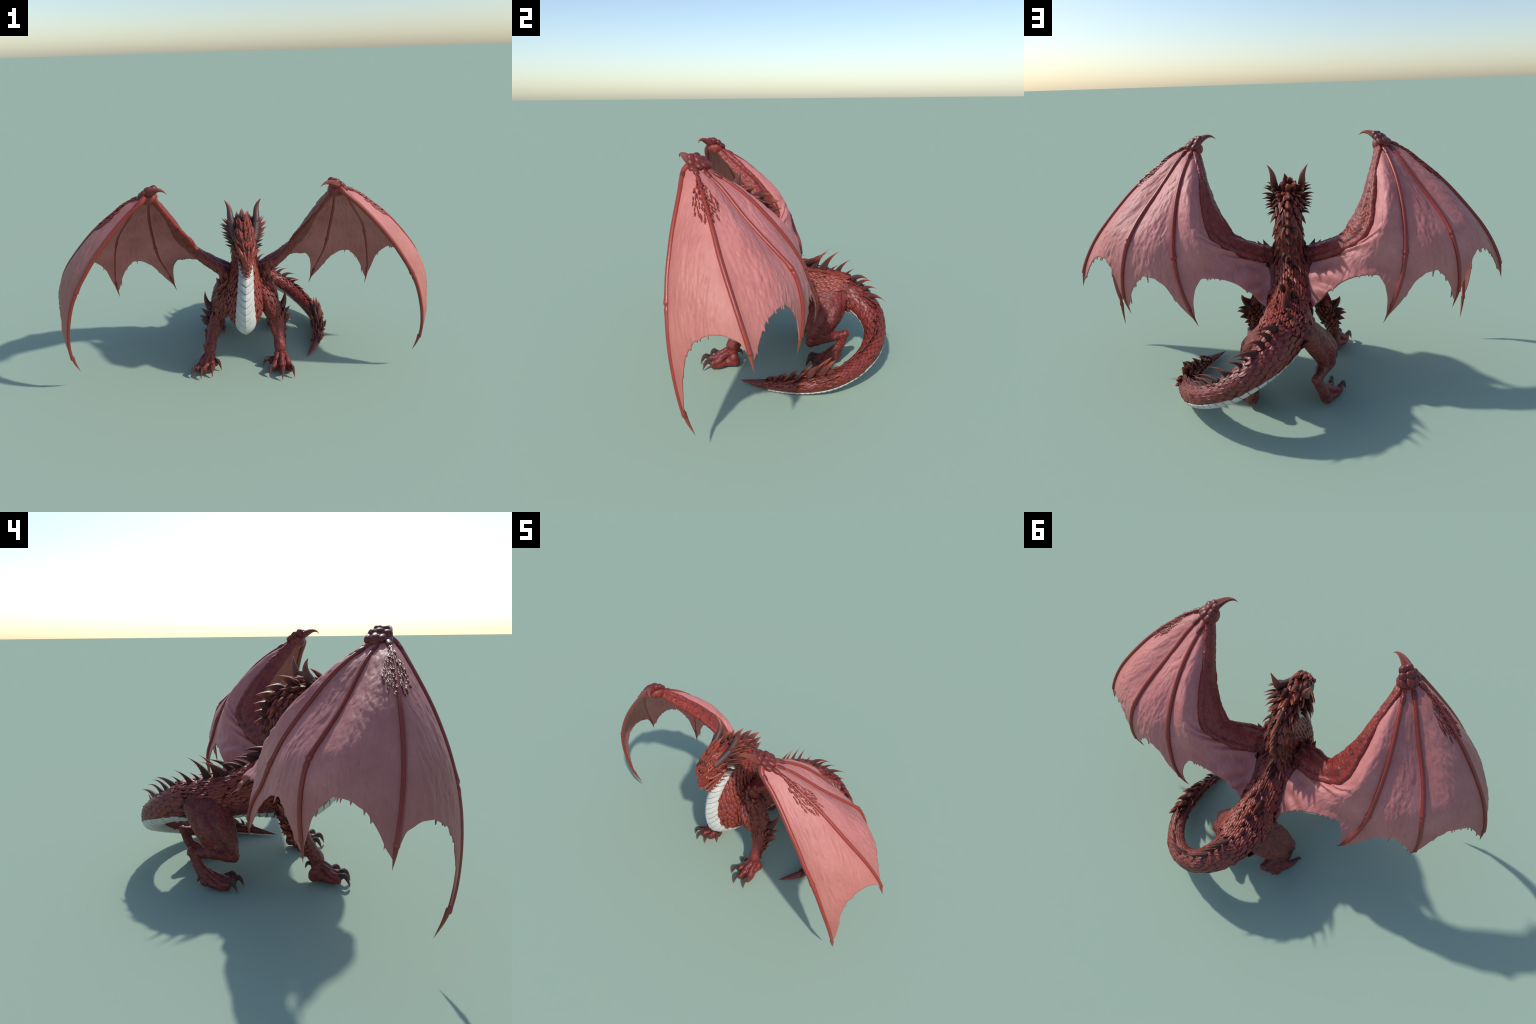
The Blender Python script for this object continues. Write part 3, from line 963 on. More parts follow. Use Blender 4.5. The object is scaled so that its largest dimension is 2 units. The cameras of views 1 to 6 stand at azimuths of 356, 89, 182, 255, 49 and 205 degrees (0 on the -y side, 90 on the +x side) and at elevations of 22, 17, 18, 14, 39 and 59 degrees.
# (b) feather-like scales down the shoulder and upper arm, small ones behind the forearm
for sd, key in ((1, "forelimb"), (-1, "forelimb_r")):
    sc = Scatter(POINTY)
    fl = FORE[sd]
    path = [A(sd * .075, -.21, .53), A(sd * .112, -.235, .44), A(sd * .133, -.24, .35), A(sd * .140, -.24, .32)]
    for i in range(15):
        t = i / 14
        C = spline(np.array(path), [t])[0]
        T = unit(spline(np.array(path), [min(1, t + .03)])[0] - spline(np.array(path), [max(0, t - .03)])[0])
        for j in range(13):
            an = (j + .5 * (i % 2)) / 13 * 2 * math.pi
            d1 = unit(np.cross(T, A(0, 1, 0))); d2 = np.cross(T, d1)
            dr = math.cos(an) * d1 + math.sin(an) * d2
            if dr[0] * sd < -.35:
                continue
            h, n, _, _ = skin_bvh.ray_cast(Vector(C + dr * .14), Vector(-dr), .14)
            if h is None or abs(h[0]) < .07 or (h[2] > .49 and abs(h[0]) > .115):
                continue
            h, n = np.array(h), np.array(n)
            Tn = unit(T - np.dot(T, n) * n)
            ln = lerp(.050, .030, t) * (1 + .25 * RNG.normal())
            sc.put(h - Tn * ln * .4 - n * .001, Tn + .22 * RNG.normal() * np.cross(n, Tn), n, ln, ln * .50, ln * .30, .10 + .10 * RNG.random())
    E1, W = fl["E1"], fl["W"]
    for i in range(12):
        t = i / 11
        C = lerp(E1 + A(0, .01, .03), W, t)
        T = unit(W - E1)
        for j in range(6):
            an = lerp(-1.1, 1.2, (j + .5 * (i % 2)) / 6)
            dr = unit(math.cos(an) * A(sd * .45, .9, .1) + math.sin(an) * A(sd * .9, -.45, 0))
            h, n, _, _ = skin_bvh.ray_cast(Vector(C + dr * .09), Vector(-dr), .09)
            if h is None:
                continue
            h, n = np.array(h), np.array(n)
            ln = lerp(.030, .017, t) * (1 + .2 * RNG.normal())
            up_ = unit(-T - np.dot(-T, n) * n)
            sc.put(h - n * .001, up_ * (1 if t < .55 else 1), n, ln, ln * .55, ln * .4, .25 + .25 * RNG.random())
    for i in range(3):
        C = lerp(E1, W, .02 + .14 * i)
        for j in range(9):
            an = -2.3 + 4.6 * (j + .5 * (i % 2)) / 9
            dr = unit(math.cos(an) * A(sd * .25, -1, 0) + math.sin(an) * A(sd, .25, 0))
            h, n, _, _ = skin_bvh.ray_cast(Vector(C + dr * .09), Vector(-dr), .09)
            if h is None:
                continue
            h, n = np.array(h), np.array(n)
            up_ = unit(A(0, 0, 1) - n[2] * n)
            ln = .046 * (1 + .15 * RNG.normal()) * (1 - .15 * i)
            sc.put(h - n * .003, up_ + .12 * RNG.normal() * np.cross(n, up_), n, ln, ln * .42, ln * .26, .10)
    sc.make("limb_scales", PART[key])

# ---------------------------------------------------------------- pale ventral plates
def ventral_plate(s0, s1, chev, lift, thick, keelh):
    nu, nw = 9, 21
    TV = (0, .13, .235, .33, .45, .65, .82, .94, 1)
    V = []
    for layer in (0, 1):
        for i in range(nu):
            t = TV[i]
            for j in range(nw):
                x = j / (nw - 1) * 2 - 1
                d = lerp(dist_at(s0), dist_at(s1), t) - 0.0
                s = float(s_at(d))
                hw = plate_half(s)
                # chevron: the middle leads toward the tail, the sides lag
                s = float(s_at(d - chev * abs(x)))
                G2 = plate_half(s)
                q = phi_cache(s)
                ph = math.pi + x * (q)
                P, T, N = [y_[0] for y_ in sp_frame(np.array([s]), np.array([ph]))]
                h = lift * (.10 + .90 * t ** 1.4) + keelh * (1 - abs(x)) + .0035 * (1 - x ** 4)
                roll = .0018 * math.sin(math.pi * t)
                if layer == 1:
                    h -= thick * (1 - .0 * t)
                V.append(P + N * (h + roll))
    n1 = nu * nw
    F = grid_faces(nu, nw, False)
    F += [tuple(reversed([v + n1 for v in f])) for f in grid_faces(nu, nw, False)]
    rim = [j for j in range(nw)] + [i * nw + nw - 1 for i in range(1, nu)] + [(nu - 1) * nw + j for j in range(nw - 2, -1, -1)] + [i * nw for i in range(nu - 2, 0, -1)]
    for a_ in range(len(rim)):
        p, q = rim[a_], rim[(a_ + 1) % len(rim)]
        F.append((q, p, p + n1, q + n1))
    n_f = (nu - 1) * (nw - 1)
    mi = [1 if (f % n_f) // (nw - 1) < 2 else 0 for f in range(2 * n_f)] + [1 if f < nw - 1 else 0 for f in range(len(rim))]
    return np.array(V), F, mi


_pc = {}


def phi_cache(s):
    """angular half width of the pale band at s"""
    k_ = int(s * 900)
    if k_ not in _pc:
        q = np.linspace(math.pi, math.pi * .35, 50)
        P = sp(np.full(50, s), q)
        L = np.r_[0, np.cumsum(np.linalg.norm(np.diff(P, axis=0), axis=1))]
        _pc[k_] = math.pi - float(np.interp(plate_half(s), L, q))
    return _pc[k_]


# ventral arc length: plates keep an even pitch on the belly line itself
vp = sp(s_line, np.full(NS, math.pi))
VC = np.r_[0, np.cumsum(np.linalg.norm(np.diff(vp, axis=0), axis=1))]
pos, v_end = np.interp(ST[1], s_line, VC), np.interp(ST[27], s_line, VC)
while pos < v_end:
    s0 = float(np.interp(pos, VC, s_line))
    pitch = float(np.interp(s0, [ST[0], ST[4], ST[8], ST[12], ST[17], ST[22], ST[27]], [.028, .031, .035, .031, .034, .028, .020]))
    s1 = float(np.interp(pos + pitch * 1.16, VC, s_line))
    ch = dist_at(s1) - dist_at(s0)
    front = s0 < ST[12]
    chest = float(np.interp(s0, [ST[2], ST[6], ST[9], ST[12], ST[14]], [.3, 1, 1, 1, 0]))
    V, F, mi = ventral_plate(s0, s1, ch * .95 * chest + ch * .05, .0062 if s0 < ST[17] else .0020, .006 if s0 < ST[17] else .004, .0015 + .026 * chest + .013 * math.exp(-((dist_at(s0) - dist_at(ST[11])) / .045) ** 2))
    par = PART["neck"] if s0 < ST[6] else (PART["torso"] if s0 < ST[16] else PART["tail"])
    V[:, 2] = np.maximum(V[:, 2], .0006)
    ob = obj_from("belly_plate", V, F, [M_PLATE, M_GROOVE_SHADE], par, mi)
    shp = ob.data.attributes.new("sharp_edge", "BOOLEAN", "EDGE")
    mid_ = 10
    shp.data.foreach_set("value", [chest > .2 and e_.vertices[0] % 21 == mid_ and e_.vertices[1] % 21 == mid_ for e_ in ob.data.edges])
    pos += pitch

# ---------------------------------------------------------------- dorsal spikes on neck, back and tail
def dorsal(name, s, ph, ln, w, lift, parent, kind="curved", th=None, up=None):
    P, T, N = [x[0] for x in sp_frame(np.array([s]), np.array([ph]))]
    d = unit(T * (1 - lift) + N * lift)
    return spike(kind, name, P - N * .006, P + d * ln, w, th, N if up is None else up, parent)


# mane: rows of long pointed horn scales over the top and sides of the neck
d0, d1 = dist_at(ST[0]) + .0, dist_at(ST[6]) + .015
rows = 11
for i in range(rows):
    t = i / (rows - 1)
    s = float(s_at(lerp(d0, d1, t)))
    for j in range(-4, 5):
        if j == 0 or (j + i) % 2:
            continue
        ph = j * .33 + RNG.normal(0, .04)
        f = abs(j) / 4
        ln = lerp(.080, .060, t) * (1.18 if j == 0 else lerp(.92, .74, f)) * (1 + .10 * RNG.normal())
        w = .0185 if j == 0 else lerp(.0155, .0130, f)
        lift = lerp(.50, .42, f) * lerp(1.0, .68, t) + RNG.normal(0, .03)
        dorsal("mane_spike", s + RNG.normal(0, .002), ph, ln, w, lift, PART["neck"], "curved" if j == 0 or RNG.random() < .6 else "leaf", w * .62)

# the crest of the arched neck: one file of big blades, roots and tips in the side view
for (by, bz), (ty, tz), w in (((-.225, .832), (-.146, .882), .0125), ((-.175, .812), (-.086, .836), .0130), ((-.135, .780), (-.041, .803), .0135), ((-.112, .742), (-.030, .765), .0120), ((-.104, .706), (-.034, .731), .0130),
                              ((-.100, .678), (-.038, .684), .0130), ((-.102, .648), (-.056, .632), .0125), ((-.110, .615), (-.080, .585), .0120), ((-.112, .580), (-.070, .550), .0120)):
    x_ = RNG.normal(0, .003)
    spike("leaf", "neck_crest_spike", (0, by, bz), (x_, ty, tz), w * 1.15, w * 1.25, (0, .2, 1), PART["neck"])

# back: a single file of tall thorns, smaller ones flanking
def thorn_length(s):
    return float(np.interp(s, [ST[6], ST[9], ST[12], ST[14], ST[16], ST[18], ST[20], ST[22], ST[23], ST[24], ST[25], ST[26], ST[27], ST[28]],
                           [.095, .115, .105, .108, .106, .092, .074, .054, .054, .066, .082, .080, .055, .02]))


dv = sp(s_line, np.zeros(NS))
DC = np.r_[0, np.cumsum(np.linalg.norm(np.diff(dv, axis=0), axis=1))]
pos, end = np.interp(ST[6], s_line, DC) + .02, np.interp(ST[25], s_line, DC) - .02
i = 0
while pos < end:
    s = float(np.interp(pos, DC, s_line))
    ln = thorn_length(s) * float(np.clip(1 + .22 * RNG.normal(), .6, 1.3))
    on_tail = s > ST[16]
    par = PART["tail"] if on_tail else PART["torso"]
    w = ln * .135
    lift = .56 if ST[12] < s < ST[20] else .42
    if s > ST[21]:
        lift = .24
    dorsal("back_spike", s, RNG.normal(0, .06), ln, w, lift + RNG.normal(0, .06), par, ("hooked" if RNG.random() < .35 else "thorn") if s < ST[23] else "leaf", w * (1.1 if s < ST[23] else 1.0))
    # flanking rows
    for sg in (-1, 1):
        for off, q in ((.42, .34), (.78, .26)):
            if on_tail and off > .5 and s < ST[24]:
                continue
            k_ = q * (1 + .2 * RNG.normal()) * (1.25 if s > ST[24] else (.8 if on_tail else 1))
            s2 = s + .003 * RNG.normal()
            dorsal("side_spike", s2, sg * (off + RNG.normal(0, .04)), max(.012, ln * k_), max(.004, ln * k_ * .2), .30, par, "curved")
    pos += (.038 if not on_tail else float(np.interp(s, [ST[16], ST[20], ST[22], ST[26], ST[28]], [.046, .036, .028, .040, .022]))) * RNG.uniform(.8, 1.2)
    i += 1

# barbed end of the tail: here the blades point back toward the body, the tip is a bare spear
def barb(s, ph, ln, w, lift):
    P, T, N = [x[0] for x in sp_frame(np.array([s]), np.array([ph]))]
    d = unit(-T * (1 - lift) + N * lift)
    return spike("leaf", "tail_barb", P - N * .006, P + d * ln, w, w * .8, N, PART["tail"])


for q_, ln, ph in ((-.02, .060, .25), (.04, .088, -.10), (.13, .098, .12), (.27, .096, -.12), (.40, .072, .20), (.48, .060, -.28), (.60, .060, .10), (.68, .046, -.25), (.76, .042, .25), (.86, .038, -.1), (.95, .026, .2)):
    barb(lerp(ST[24] + .010, ST[27] + .006, q_), ph, ln * 1.2, ln * .17, .46)
for i in range(11):
    t = i / 10
    for sg in (-1, 1):
        for ph, k_ in ((.75, 1.0), (1.35, .8)):
            ln = lerp(.040, .034, t) * k_ * (1 + .3 * RNG.normal())
            barb(lerp(ST[24], ST[27] + .014, t) + .002 * RNG.normal(), sg * (ph + .1 * RNG.normal()), max(.014, ln), ln * .17, .30)
spike("straight", "tail_point", (.412, -.118, .027), (.339, -.246, .008), .019, .016, (0, 0, 1), PART["tail"], M_TAILTIP)

# ---------------------------------------------------------------- wings
EDGE = {   # how far each membrane panel reaches along its two rays, across the panel
    (1, 2): [(0, .90), (.07, .86), (.13, .82), (.19, .78), (.29, .74), (.45, .725), (.65, .745), (.81, .79), (.95, .86), (1, .95)],
    (2, 3): [(0, .97), (.09, .93), (.18, .87), (.29, .81), (.44, .77), (.62, .75), (.76, .78), (.86, .82), (.93, .88), (1, .94)],
    (3, 4): [(0, .96), (.06, .93), (.13, .87), (.23, .81), (.39, .76), (.59, .76), (.75, .79), (.83, .84), (.89, .89), (1, .96)],
    (4, 5): [(0, .96), (.03, .93), (.07, .87), (.14, .81), (.23, .77), (.36, .79), (.49, .82), (.59, .85), (.74, .90), (.89, .96), (1, 1.0)]}
BILLOW = {(1, 2): .044, (2, 3): .040, (3, 4): .016, (4, 5): .060}
OUT = {(1, 2): (-.92, -.36, .12), (2, 3): (-.66, .64, .32), (3, 4): (-.15, .93, .3), (4, 5): (.15, .75, .64)}


def jagged(u, rng):
    """torn fringe: a few nicks and points"""
    j = np.zeros_like(u)
    for _ in range(rng.integers(7, 10)):
        c, wdt, h = rng.uniform(.08, .92), rng.uniform(.007, .016), rng.uniform(.012, .034)
        x = (u - c) / wdt
        j += h * np.clip(1 - np.abs(np.where(x > 0, x * 2.2, x)), 0, 1)
    return j


def wing(sd, key):
    m = A(-sd, 1, 1)
    arm = PART[key]
    rng = np.random.default_rng(11)
    rays = {k_: np.array(v) for k_, v in FING.items()}
    rays[5] = np.array(ARM)
    dens = np.linspace(0, 1, 300)
    R = {k_: spline(v, dens) for k_, v in rays.items()}
    ev = lambda k_, t: np.c_[tuple(np.interp(t, dens, R[k_][:, ax]) for ax in range(3))]
    surf = {}
    for (i, j), prof in EDGE.items():
        nu, nv_ = 141, 110
        u = np.linspace(0, 1, nu)
        e = np.interp(u, [p[0] for p in prof], [p[1] for p in prof])
        # soften the polyline, then tear the fringe
        ker = np.ones(5) / 5
        e2 = np.convolve(np.pad(e, 2, mode="edge"), ker, "valid"); e2[0], e2[-1] = e[0], e[-1]
        e2 = e2 + jagged(u, rng) * (1 if (i, j) != (1, 2) else .55) * (.5 if (i, j) == (4, 5) else 1)
        G = np.zeros((nv_, nu, 3))
        wid = np.array([np.linalg.norm(ev(i, v_ * e2) - ev(j, v_ * e2), axis=1) for v_ in np.linspace(0, 1, nv_)])
        for a_ in range(nv_):
            v = a_ / (nv_ - 1)
            t = v * e2
            P, Q = ev(i, t), ev(j, t)
            pt = P * (1 - u)[:, None] + Q * u[:, None]
            tt = t
            bl = BILLOW[(i, j)] * np.sin(math.pi * u) ** (.7 if i == 1 else 1.5) * np.sin(math.pi * np.clip(tt * .62, 0, .5)) ** (1.4 if i == 1 else 1.0)
            # slack: the skin hangs a little between the rays and creases along them
            slack = -.012 * np.sin(math.pi * u) * 0
            cr = np.zeros(nu)
            for b_ in range(nu):
                x = u[b_]
                fade = min(1.0, 4 * x, 4 * (1 - x))
                w3 = Vector(pt[b_])
                X_, Y_ = x * wid[a_, b_], t[b_] * .9
                wp = .35 * noise.noise(w3 * 11)
                cr[b_] = fade * (.0038 * noise.noise(Vector((X_ * 16 + wp, Y_ * 6, 3.0 * i))) + .0028 * noise.noise(Vector((X_ * 42 + 2 * wp, Y_ * 17 + 2 * wp, 5.1 + i)))
                                 + .0024 * noise.noise(Vector((X_ * 85 + 3 * wp, Y_ * 36 + 3 * wp, 1.3 + i))) + .0011 * noise.noise(w3 * 130))
                if (i, j) == (4, 5):
                    cr[b_] += .0085 * smoothstep(.30, .80, x) * math.sin(t[b_] * 64 + 5 * noise.noise(Vector((x * 3, t[b_] * 4, 0)))) * smoothstep(.40, .62, tt[b_]) * (1 - smoothstep(.84, 1.0, x))
            dirn = unit(A(*OUT[(i, j)]))
            G[a_] = pt + dirn * (bl + cr * np.minimum(1, tt * 5))[:, None]
        surf[(i, j)] = G
        V = G.reshape(-1, 3) * m
        F = grid_faces(nv_, nu, False)
        if sd > 0:
            F = [f[::-1] for f in F]
        ob = obj_from("wing_membrane", V, F, M_MEMB, arm)
        so = ob.modifiers.new("thickness", "SOLIDIFY"); so.thickness = .0042; so.offset = 0
    # finger bones
    for k_ in (1, 2, 3, 4):
        n = 220
        t = np.linspace(0, CLAWAT[k_], n)
        C = (ev(k_, t) + unit(A(*OUT[(max(1, k_ - 1), max(1, k_ - 1) + 1)]) + A(*OUT[(k_, k_ + 1)])) * np.interp(t, [0, .1, .9, 1], [0, .004, .004, 0])[:, None]) * m
        r0, r1, r2, r3 = RAD[k_]
        r = np.interp(t, [0, .3, JOINT[k_] or .5, CLAWAT[k_]], [r0, r1, r2, r3])
        if JOINT[k_]:
            r = r * (1 + .22 * np.exp(-((t - JOINT[k_]) / .022) ** 2) + .16 * np.exp(-((t - JOINT[k_] - .004) / .006) ** 2) - .22 * np.exp(-((t - JOINT[k_] - .016) / .005) ** 2) + .12 * np.exp(-((t - JOINT[k_] - .03) / .01) ** 2))
        r = r * (1 + .18 * np.exp(-((t - CLAWAT[k_] + .006) / .008) ** 2))
        r = r * (1 + .4 * np.exp(-(t / .03) ** 2))
        T, U, W_ = frames(C, A(0.3 * sd, 1, .2))
        q = np.linspace(0, 2 * math.pi, 14, endpoint=False)
        V = np.concatenate([C[a_] + np.outer(np.cos(q) * r[a_], U[a_]) + np.outer(np.sin(q) * r[a_], W_[a_]) for a_ in range(n)])
        F = grid_faces(n, 14) + [tuple(range(14))[::-1], tuple((n - 1) * 14 + j_ for j_ in range(14))]
        obj_from("wing_finger", V, F, M_BONE, arm)
        # hooked horn at the finger end
        tt = np.linspace(CLAWAT[k_] - .012, 1.0, 16)
        C = ev(k_, tt) * m
        b, tip = C[0], C[-1]
        L = np.linalg.norm(tip - b)
        T, U, W_ = frames(C, A(0.3 * sd, 1, .2))
        rr = r[-1] * 1.0 * np.clip(1 - np.linspace(0, 1, 16) ** 1.35, .04, 1)
        V = np.concatenate([C[a_] + np.outer(np.cos(q) * rr[a_], U[a_]) + np.outer(np.sin(q) * rr[a_], W_[a_]) for a_ in range(16)])
        Bm = basis(tip - b, A(.1, 1, .1))
        loc = (V - b) @ Bm / np.array([rr[0], rr[0], L])
        me = mesh_from("finger_claw", loc, grid_faces(16, 14) + [tuple(range(14))[::-1], tuple(15 * 14 + j_ for j_ in range(14))], M_FCLAW)
        ob = link(bpy.data.objects.new("finger_claw", me), arm)
        Mx = Matrix.Identity(4)
        for c, scl in zip(range(3), (rr[0], rr[0], L)):
            for rw in range(3):
                Mx[rw][c] = float(Bm[rw, c] * scl)
        for rw in range(3):
            Mx[rw][3] = float(b[rw])
        ob.matrix_world = Mx
    # wrist: clustered knuckle pads
    Cw, outw = A(-.446, -.384, 1.026), unit(A(-.40, .22, .89))
    dirs = {k_: unit(ev(k_, np.array([.10]))[0] - Cw) for k_ in (1, 2, 3, 4, 5)}
    mean_d = unit(sum(dirs.values()))
    latw = unit(np.cross(mean_d, outw))
    outw = np.cross(latw, mean_d)
    pads = []
    for k_ in (1, 2, 3, 4, 5):                       # first row: long pads over the finger roots
        c_ = ev(k_, np.array([(.046 if k_ > 1 else .058) / length_of(rays[k_])]))[0]
        d_ = unit(ev(k_, np.array([.09]))[0] - ev(k_, np.array([.03]))[0])
        o_ = unit(outw - np.dot(outw, d_) * d_)
        pads.append((c_ + o_ * .0035, (.0105, .0108, .0230), d_))
    for lat_, dn_, r_ in ((-.035, .010, (.014, .0165, .0215)), (-.013, .013, (.016, .0160, .0235)), (.010, .012, (.016, .0175, .0225)), (.034, .006, (.014, .0170, .0220)),
                          (-.025, -.018, (.015, .0200, .0190)), (.002, -.016, (.017, .0195, .0185)), (.026, -.018, (.015, .0185, .0185)), (-.013, -.042, (.016, .0190, .0200)), (.013, -.042, (.016, .0190, .0200))):
        h_ = .0245 - 9.0 * lat_ ** 2 - 8.0 * min(0, dn_ + .01) ** 2
        pads.append((Cw + latw * lat_ + mean_d * dn_ + outw * h_, r_, unit(mean_d - outw * (dn_ - .0) * -12 + latw * lat_ * 6)))
    for c, r_, ax in pads:
        Bm = basis(ax, outw)
        V, F = ball((0, 0, 0), 1.0, 20, 14)
        V = np.sign(V) * np.abs(V) ** .78
        V = (V * np.array(r_)) @ Bm.T + c
        obj_from("knuckle", V * m, F if sd < 0 else [f[::-1] for f in F], M_KNUCK, arm)
    # thumb claw
    K = np.array([(-.445, -.400, 1.045), (-.420, -.428, 1.062), (-.392, -.450, 1.074), (-.368, -.465, 1.071), (-.351, -.471, 1.058)]) * m
    C = spline(K, np.linspace(0, 1, 22))
    T, U, W_ = frames(C, A(0, 0, 1))
    tt = np.linspace(0, 1, 22)
    rr = .0265 * np.clip(1 - tt ** 1.3, .03, 1) * (1 - .15 * tt)
    q = np.linspace(0, 2 * math.pi, 18, endpoint=False)
    V = np.concatenate([C[a_] + np.outer(np.cos(q) * rr[a_] * .85, U[a_]) + np.outer(np.sin(q) * rr[a_] * 1.05, W_[a_]) for a_ in range(22)])
    b, tip = C[0], C[-1]
    L = np.linalg.norm(tip - b)
    Bm = basis(tip - b, A(0, 0, 1))
    loc = (V - b) @ Bm / np.array([.02, .02, L])
    me = mesh_from("thumb_claw", loc, grid_faces(22, 18) + [tuple(range(18))[::-1], tuple(21 * 18 + j_ for j_ in range(18))], M_THUMB)
    ob = link(bpy.data.objects.new("thumb_claw", me), arm)
    Mx = Matrix.Identity(4)
    for c, scl in zip(range(3), (.02, .02, L)):
        for rw in range(3):
            Mx[rw][c] = float(Bm[rw, c] * scl)
    for rw in range(3):
        Mx[rw][3] = float(b[rw])
    ob.matrix_world = Mx
    # patch of little barbs over the second finger near the wrist
    sc = Scatter(scale_grid(6, 5, 1.0, .6, .5))
    for a_ in range(19):
        v = lerp(.08, .335, a_ / 18)
        half = lerp(.004, .037, smoothstep(0, .6, a_ / 18)) * (1 if a_ < 15 else .75)
        for b_ in range(-4, 5):
            off = b_ / 4 * half + rng.normal(0, .003)
            if abs(b_) > 1 and a_ < 4:
                continue
            if rng.random() < .2:
                continue
            pan = (1, 2) if off < 0 else (2, 3)
            Gp = surf[pan]
            span = np.linalg.norm(ev(pan[0], np.array([v]))[0] - ev(pan[1], np.array([v]))[0])
            x = min(.9, abs(off) / span)
            uu = 1 - x if off < 0 else x
            jj = int(np.clip(uu * (Gp.shape[1] - 1), 1, Gp.shape[1] - 2))
            ii = int(np.argmin(np.linalg.norm(Gp[:, jj] - lerp(ev(2, np.array([v]))[0], ev(1 if off < 0 else 3, np.array([v]))[0], x), axis=1)))
            ii = int(np.clip(ii, 1, Gp.shape[0] - 2))
            P = Gp[ii, jj]
            T = unit(Gp[ii + 1, jj] - Gp[ii - 1, jj])
            N = unit(np.cross(Gp[ii, jj + 1] - Gp[ii, jj - 1], T))
            N = N * np.sign(np.dot(N, A(-.75, .12, .55)))
            ln = rng.uniform(.014, .026)
            bump_ = RAD[2][0] * max(0, 1 - abs(off) / .012)
            sc.put((P + N * (bump_ + .001)) * m, T * m, N * m, ln, ln * .38, ln * .26, .20 + .15 * rng.random())
    sc.make("wing_barbs", arm)


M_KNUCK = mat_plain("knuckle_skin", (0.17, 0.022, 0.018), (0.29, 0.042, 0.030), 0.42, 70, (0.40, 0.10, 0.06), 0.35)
M_THUMB = mat_spike("thumb_horn", [(0.0, (0.18, 0.026, 0.021)), (0.6, (0.27, 0.042, 0.028)), (1.0, (0.38, 0.085, 0.045))], 0.5, 0.34)
wing(1, "wing_arm")
wing(-1, "wing_arm_r")

# shoulder thorns
for sd, key in ((1, "wing_arm"), (-1, "wing_arm_r")):
    for tip, base, w in (((.150, -.212, .609), (.118, -.196, .556), .012), ((.124, -.237, .607), (.096, -.215, .552), .012), ((.165, -.205, .575), (.140, -.185, .545), .009),
                         ((.100, -.275, .570), (.085, -.240, .525), .011), ((.130, -.270, .555), (.112, -.235, .505), .012), ((.155, -.245, .535), (.132, -.215, .490), .011),
                         ((.078, -.300, .545), (.070, -.265, .500), .010), ((.150, -.180, .560), (.125, -.170, .530), .010)):
        spike("leaf", "shoulder_spike", A(*base) * A(sd, 1, 1), A(*tip) * A(sd, 1, 1), w * 1.3, w * 1.05, (sd * .4, -.6, .4), PART[key])
    lb = "forelimb" if sd > 0 else "forelimb_r"
    fl = FORE[sd]
    e = 0 if sd > 0 else .040
    # elbow fan
    for tip, base, w in (((.226, -.108, .378), (.190, -.175, .298), .0215), ((.254, -.143, .291), (.200, -.188, .262), .0140), ((.262, -.175, .262), (.205, -.205, .240), .012), ((.250, -.168, .232), (.200, -.205, .218), .0125),
                         ((.232, -.205, .185), (.198, -.232, .180), .0095), ((.222, -.228, .160), (.198, -.248, .155), .007), ((.200, -.130, .270), (.180, -.175, .255), .012), ((.185, -.135, .235), (.175, -.185, .225), .012),
                         ((.215, -.150, .232), (.190, -.190, .220), .011), ((.190, -.165, .200), (.180, -.205, .192), .010), ((.208, -.185, .190), (.190, -.22, .180), .009), ((.185, -.205, .160), (.182, -.235, .155), .008),
                         ((.125, -.232, .240), (.152, -.232, .215), .010), ((.130, -.195, .262), (.155, -.205, .235), .010)):
        t_, b_ = A(*tip), A(*base)
        k_ = smoothstep(.32, .12, t_[2]) if False else 1.0
        shift = A(0, e, 0) if sd < 0 else A(0, 0, 0)
        if sd < 0:
            drop = np.clip((.30 - t_[2]) / .2, 0, 1)
            shift = shift + A(.028 * drop, -.008 * drop, 0)
        w *= 1.35
        spike("curved" if w > .0185 else "leaf", "elbow_spike", (b_ + shift) * A(sd, 1, 1), (t_ + shift) * A(sd, 1, 1), w, w * .72, (sd * .7, -.3, -.3) if w > .022 else (sd * .6, .1, .5), PART[lb])

# ---------------------------------------------------------------- head
hp = []
HD = [((-.4785, .690), (-.4730, .662), .0075), ((-.4770, .708), (-.4600, .650), .0135), ((-.4690, .724), (-.4420, .656), .0185), ((-.4580, .742), (-.4180, .676), .0255), ((-.4500, .768), (-.3900, .698), .0350),
      ((-.4350, .802), (-.3500, .705), .0430), ((-.3950, .834), (-.3150, .722), .0490), ((-.3400, .852), (-.2850, .738), .0510), ((-.2750, .850), (-.2550, .748), .0480)]
K = np.array([[0, (d[0][0] + d[1][0]) / 2, (d[0][1] + d[1][1]) / 2, 0, (d[0][0] - d[1][0]) / 2, (d[0][1] - d[1][1]) / 2, d[2]] for d in HD])
S = spline(K, np.linspace(0, 1, 90))
q = np.linspace(0, 2 * math.pi, 40, endpoint=False)
e = .8
V = np.concatenate([S[i, :3] + np.outer(np.sign(np.cos(q)) * np.abs(np.cos(q)) ** e, S[i, 3:6]) + np.outer(np.sign(np.sin(q)) * np.abs(np.sin(q)) ** e * S[i, 6], A(1, 0, 0)) for i in range(90)])
hp.append((V, grid_faces(90, 40) + [tuple(range(40))[::-1], tuple(89 * 40 + j for j in range(40))]))


def hm(pts, radii, hint=(0, 0, 1)):
    for sx in (1, -1):
        hp.append(tube([A(p[0] * sx, p[1], p[2]) for p in pts], radii, hint, m=14))


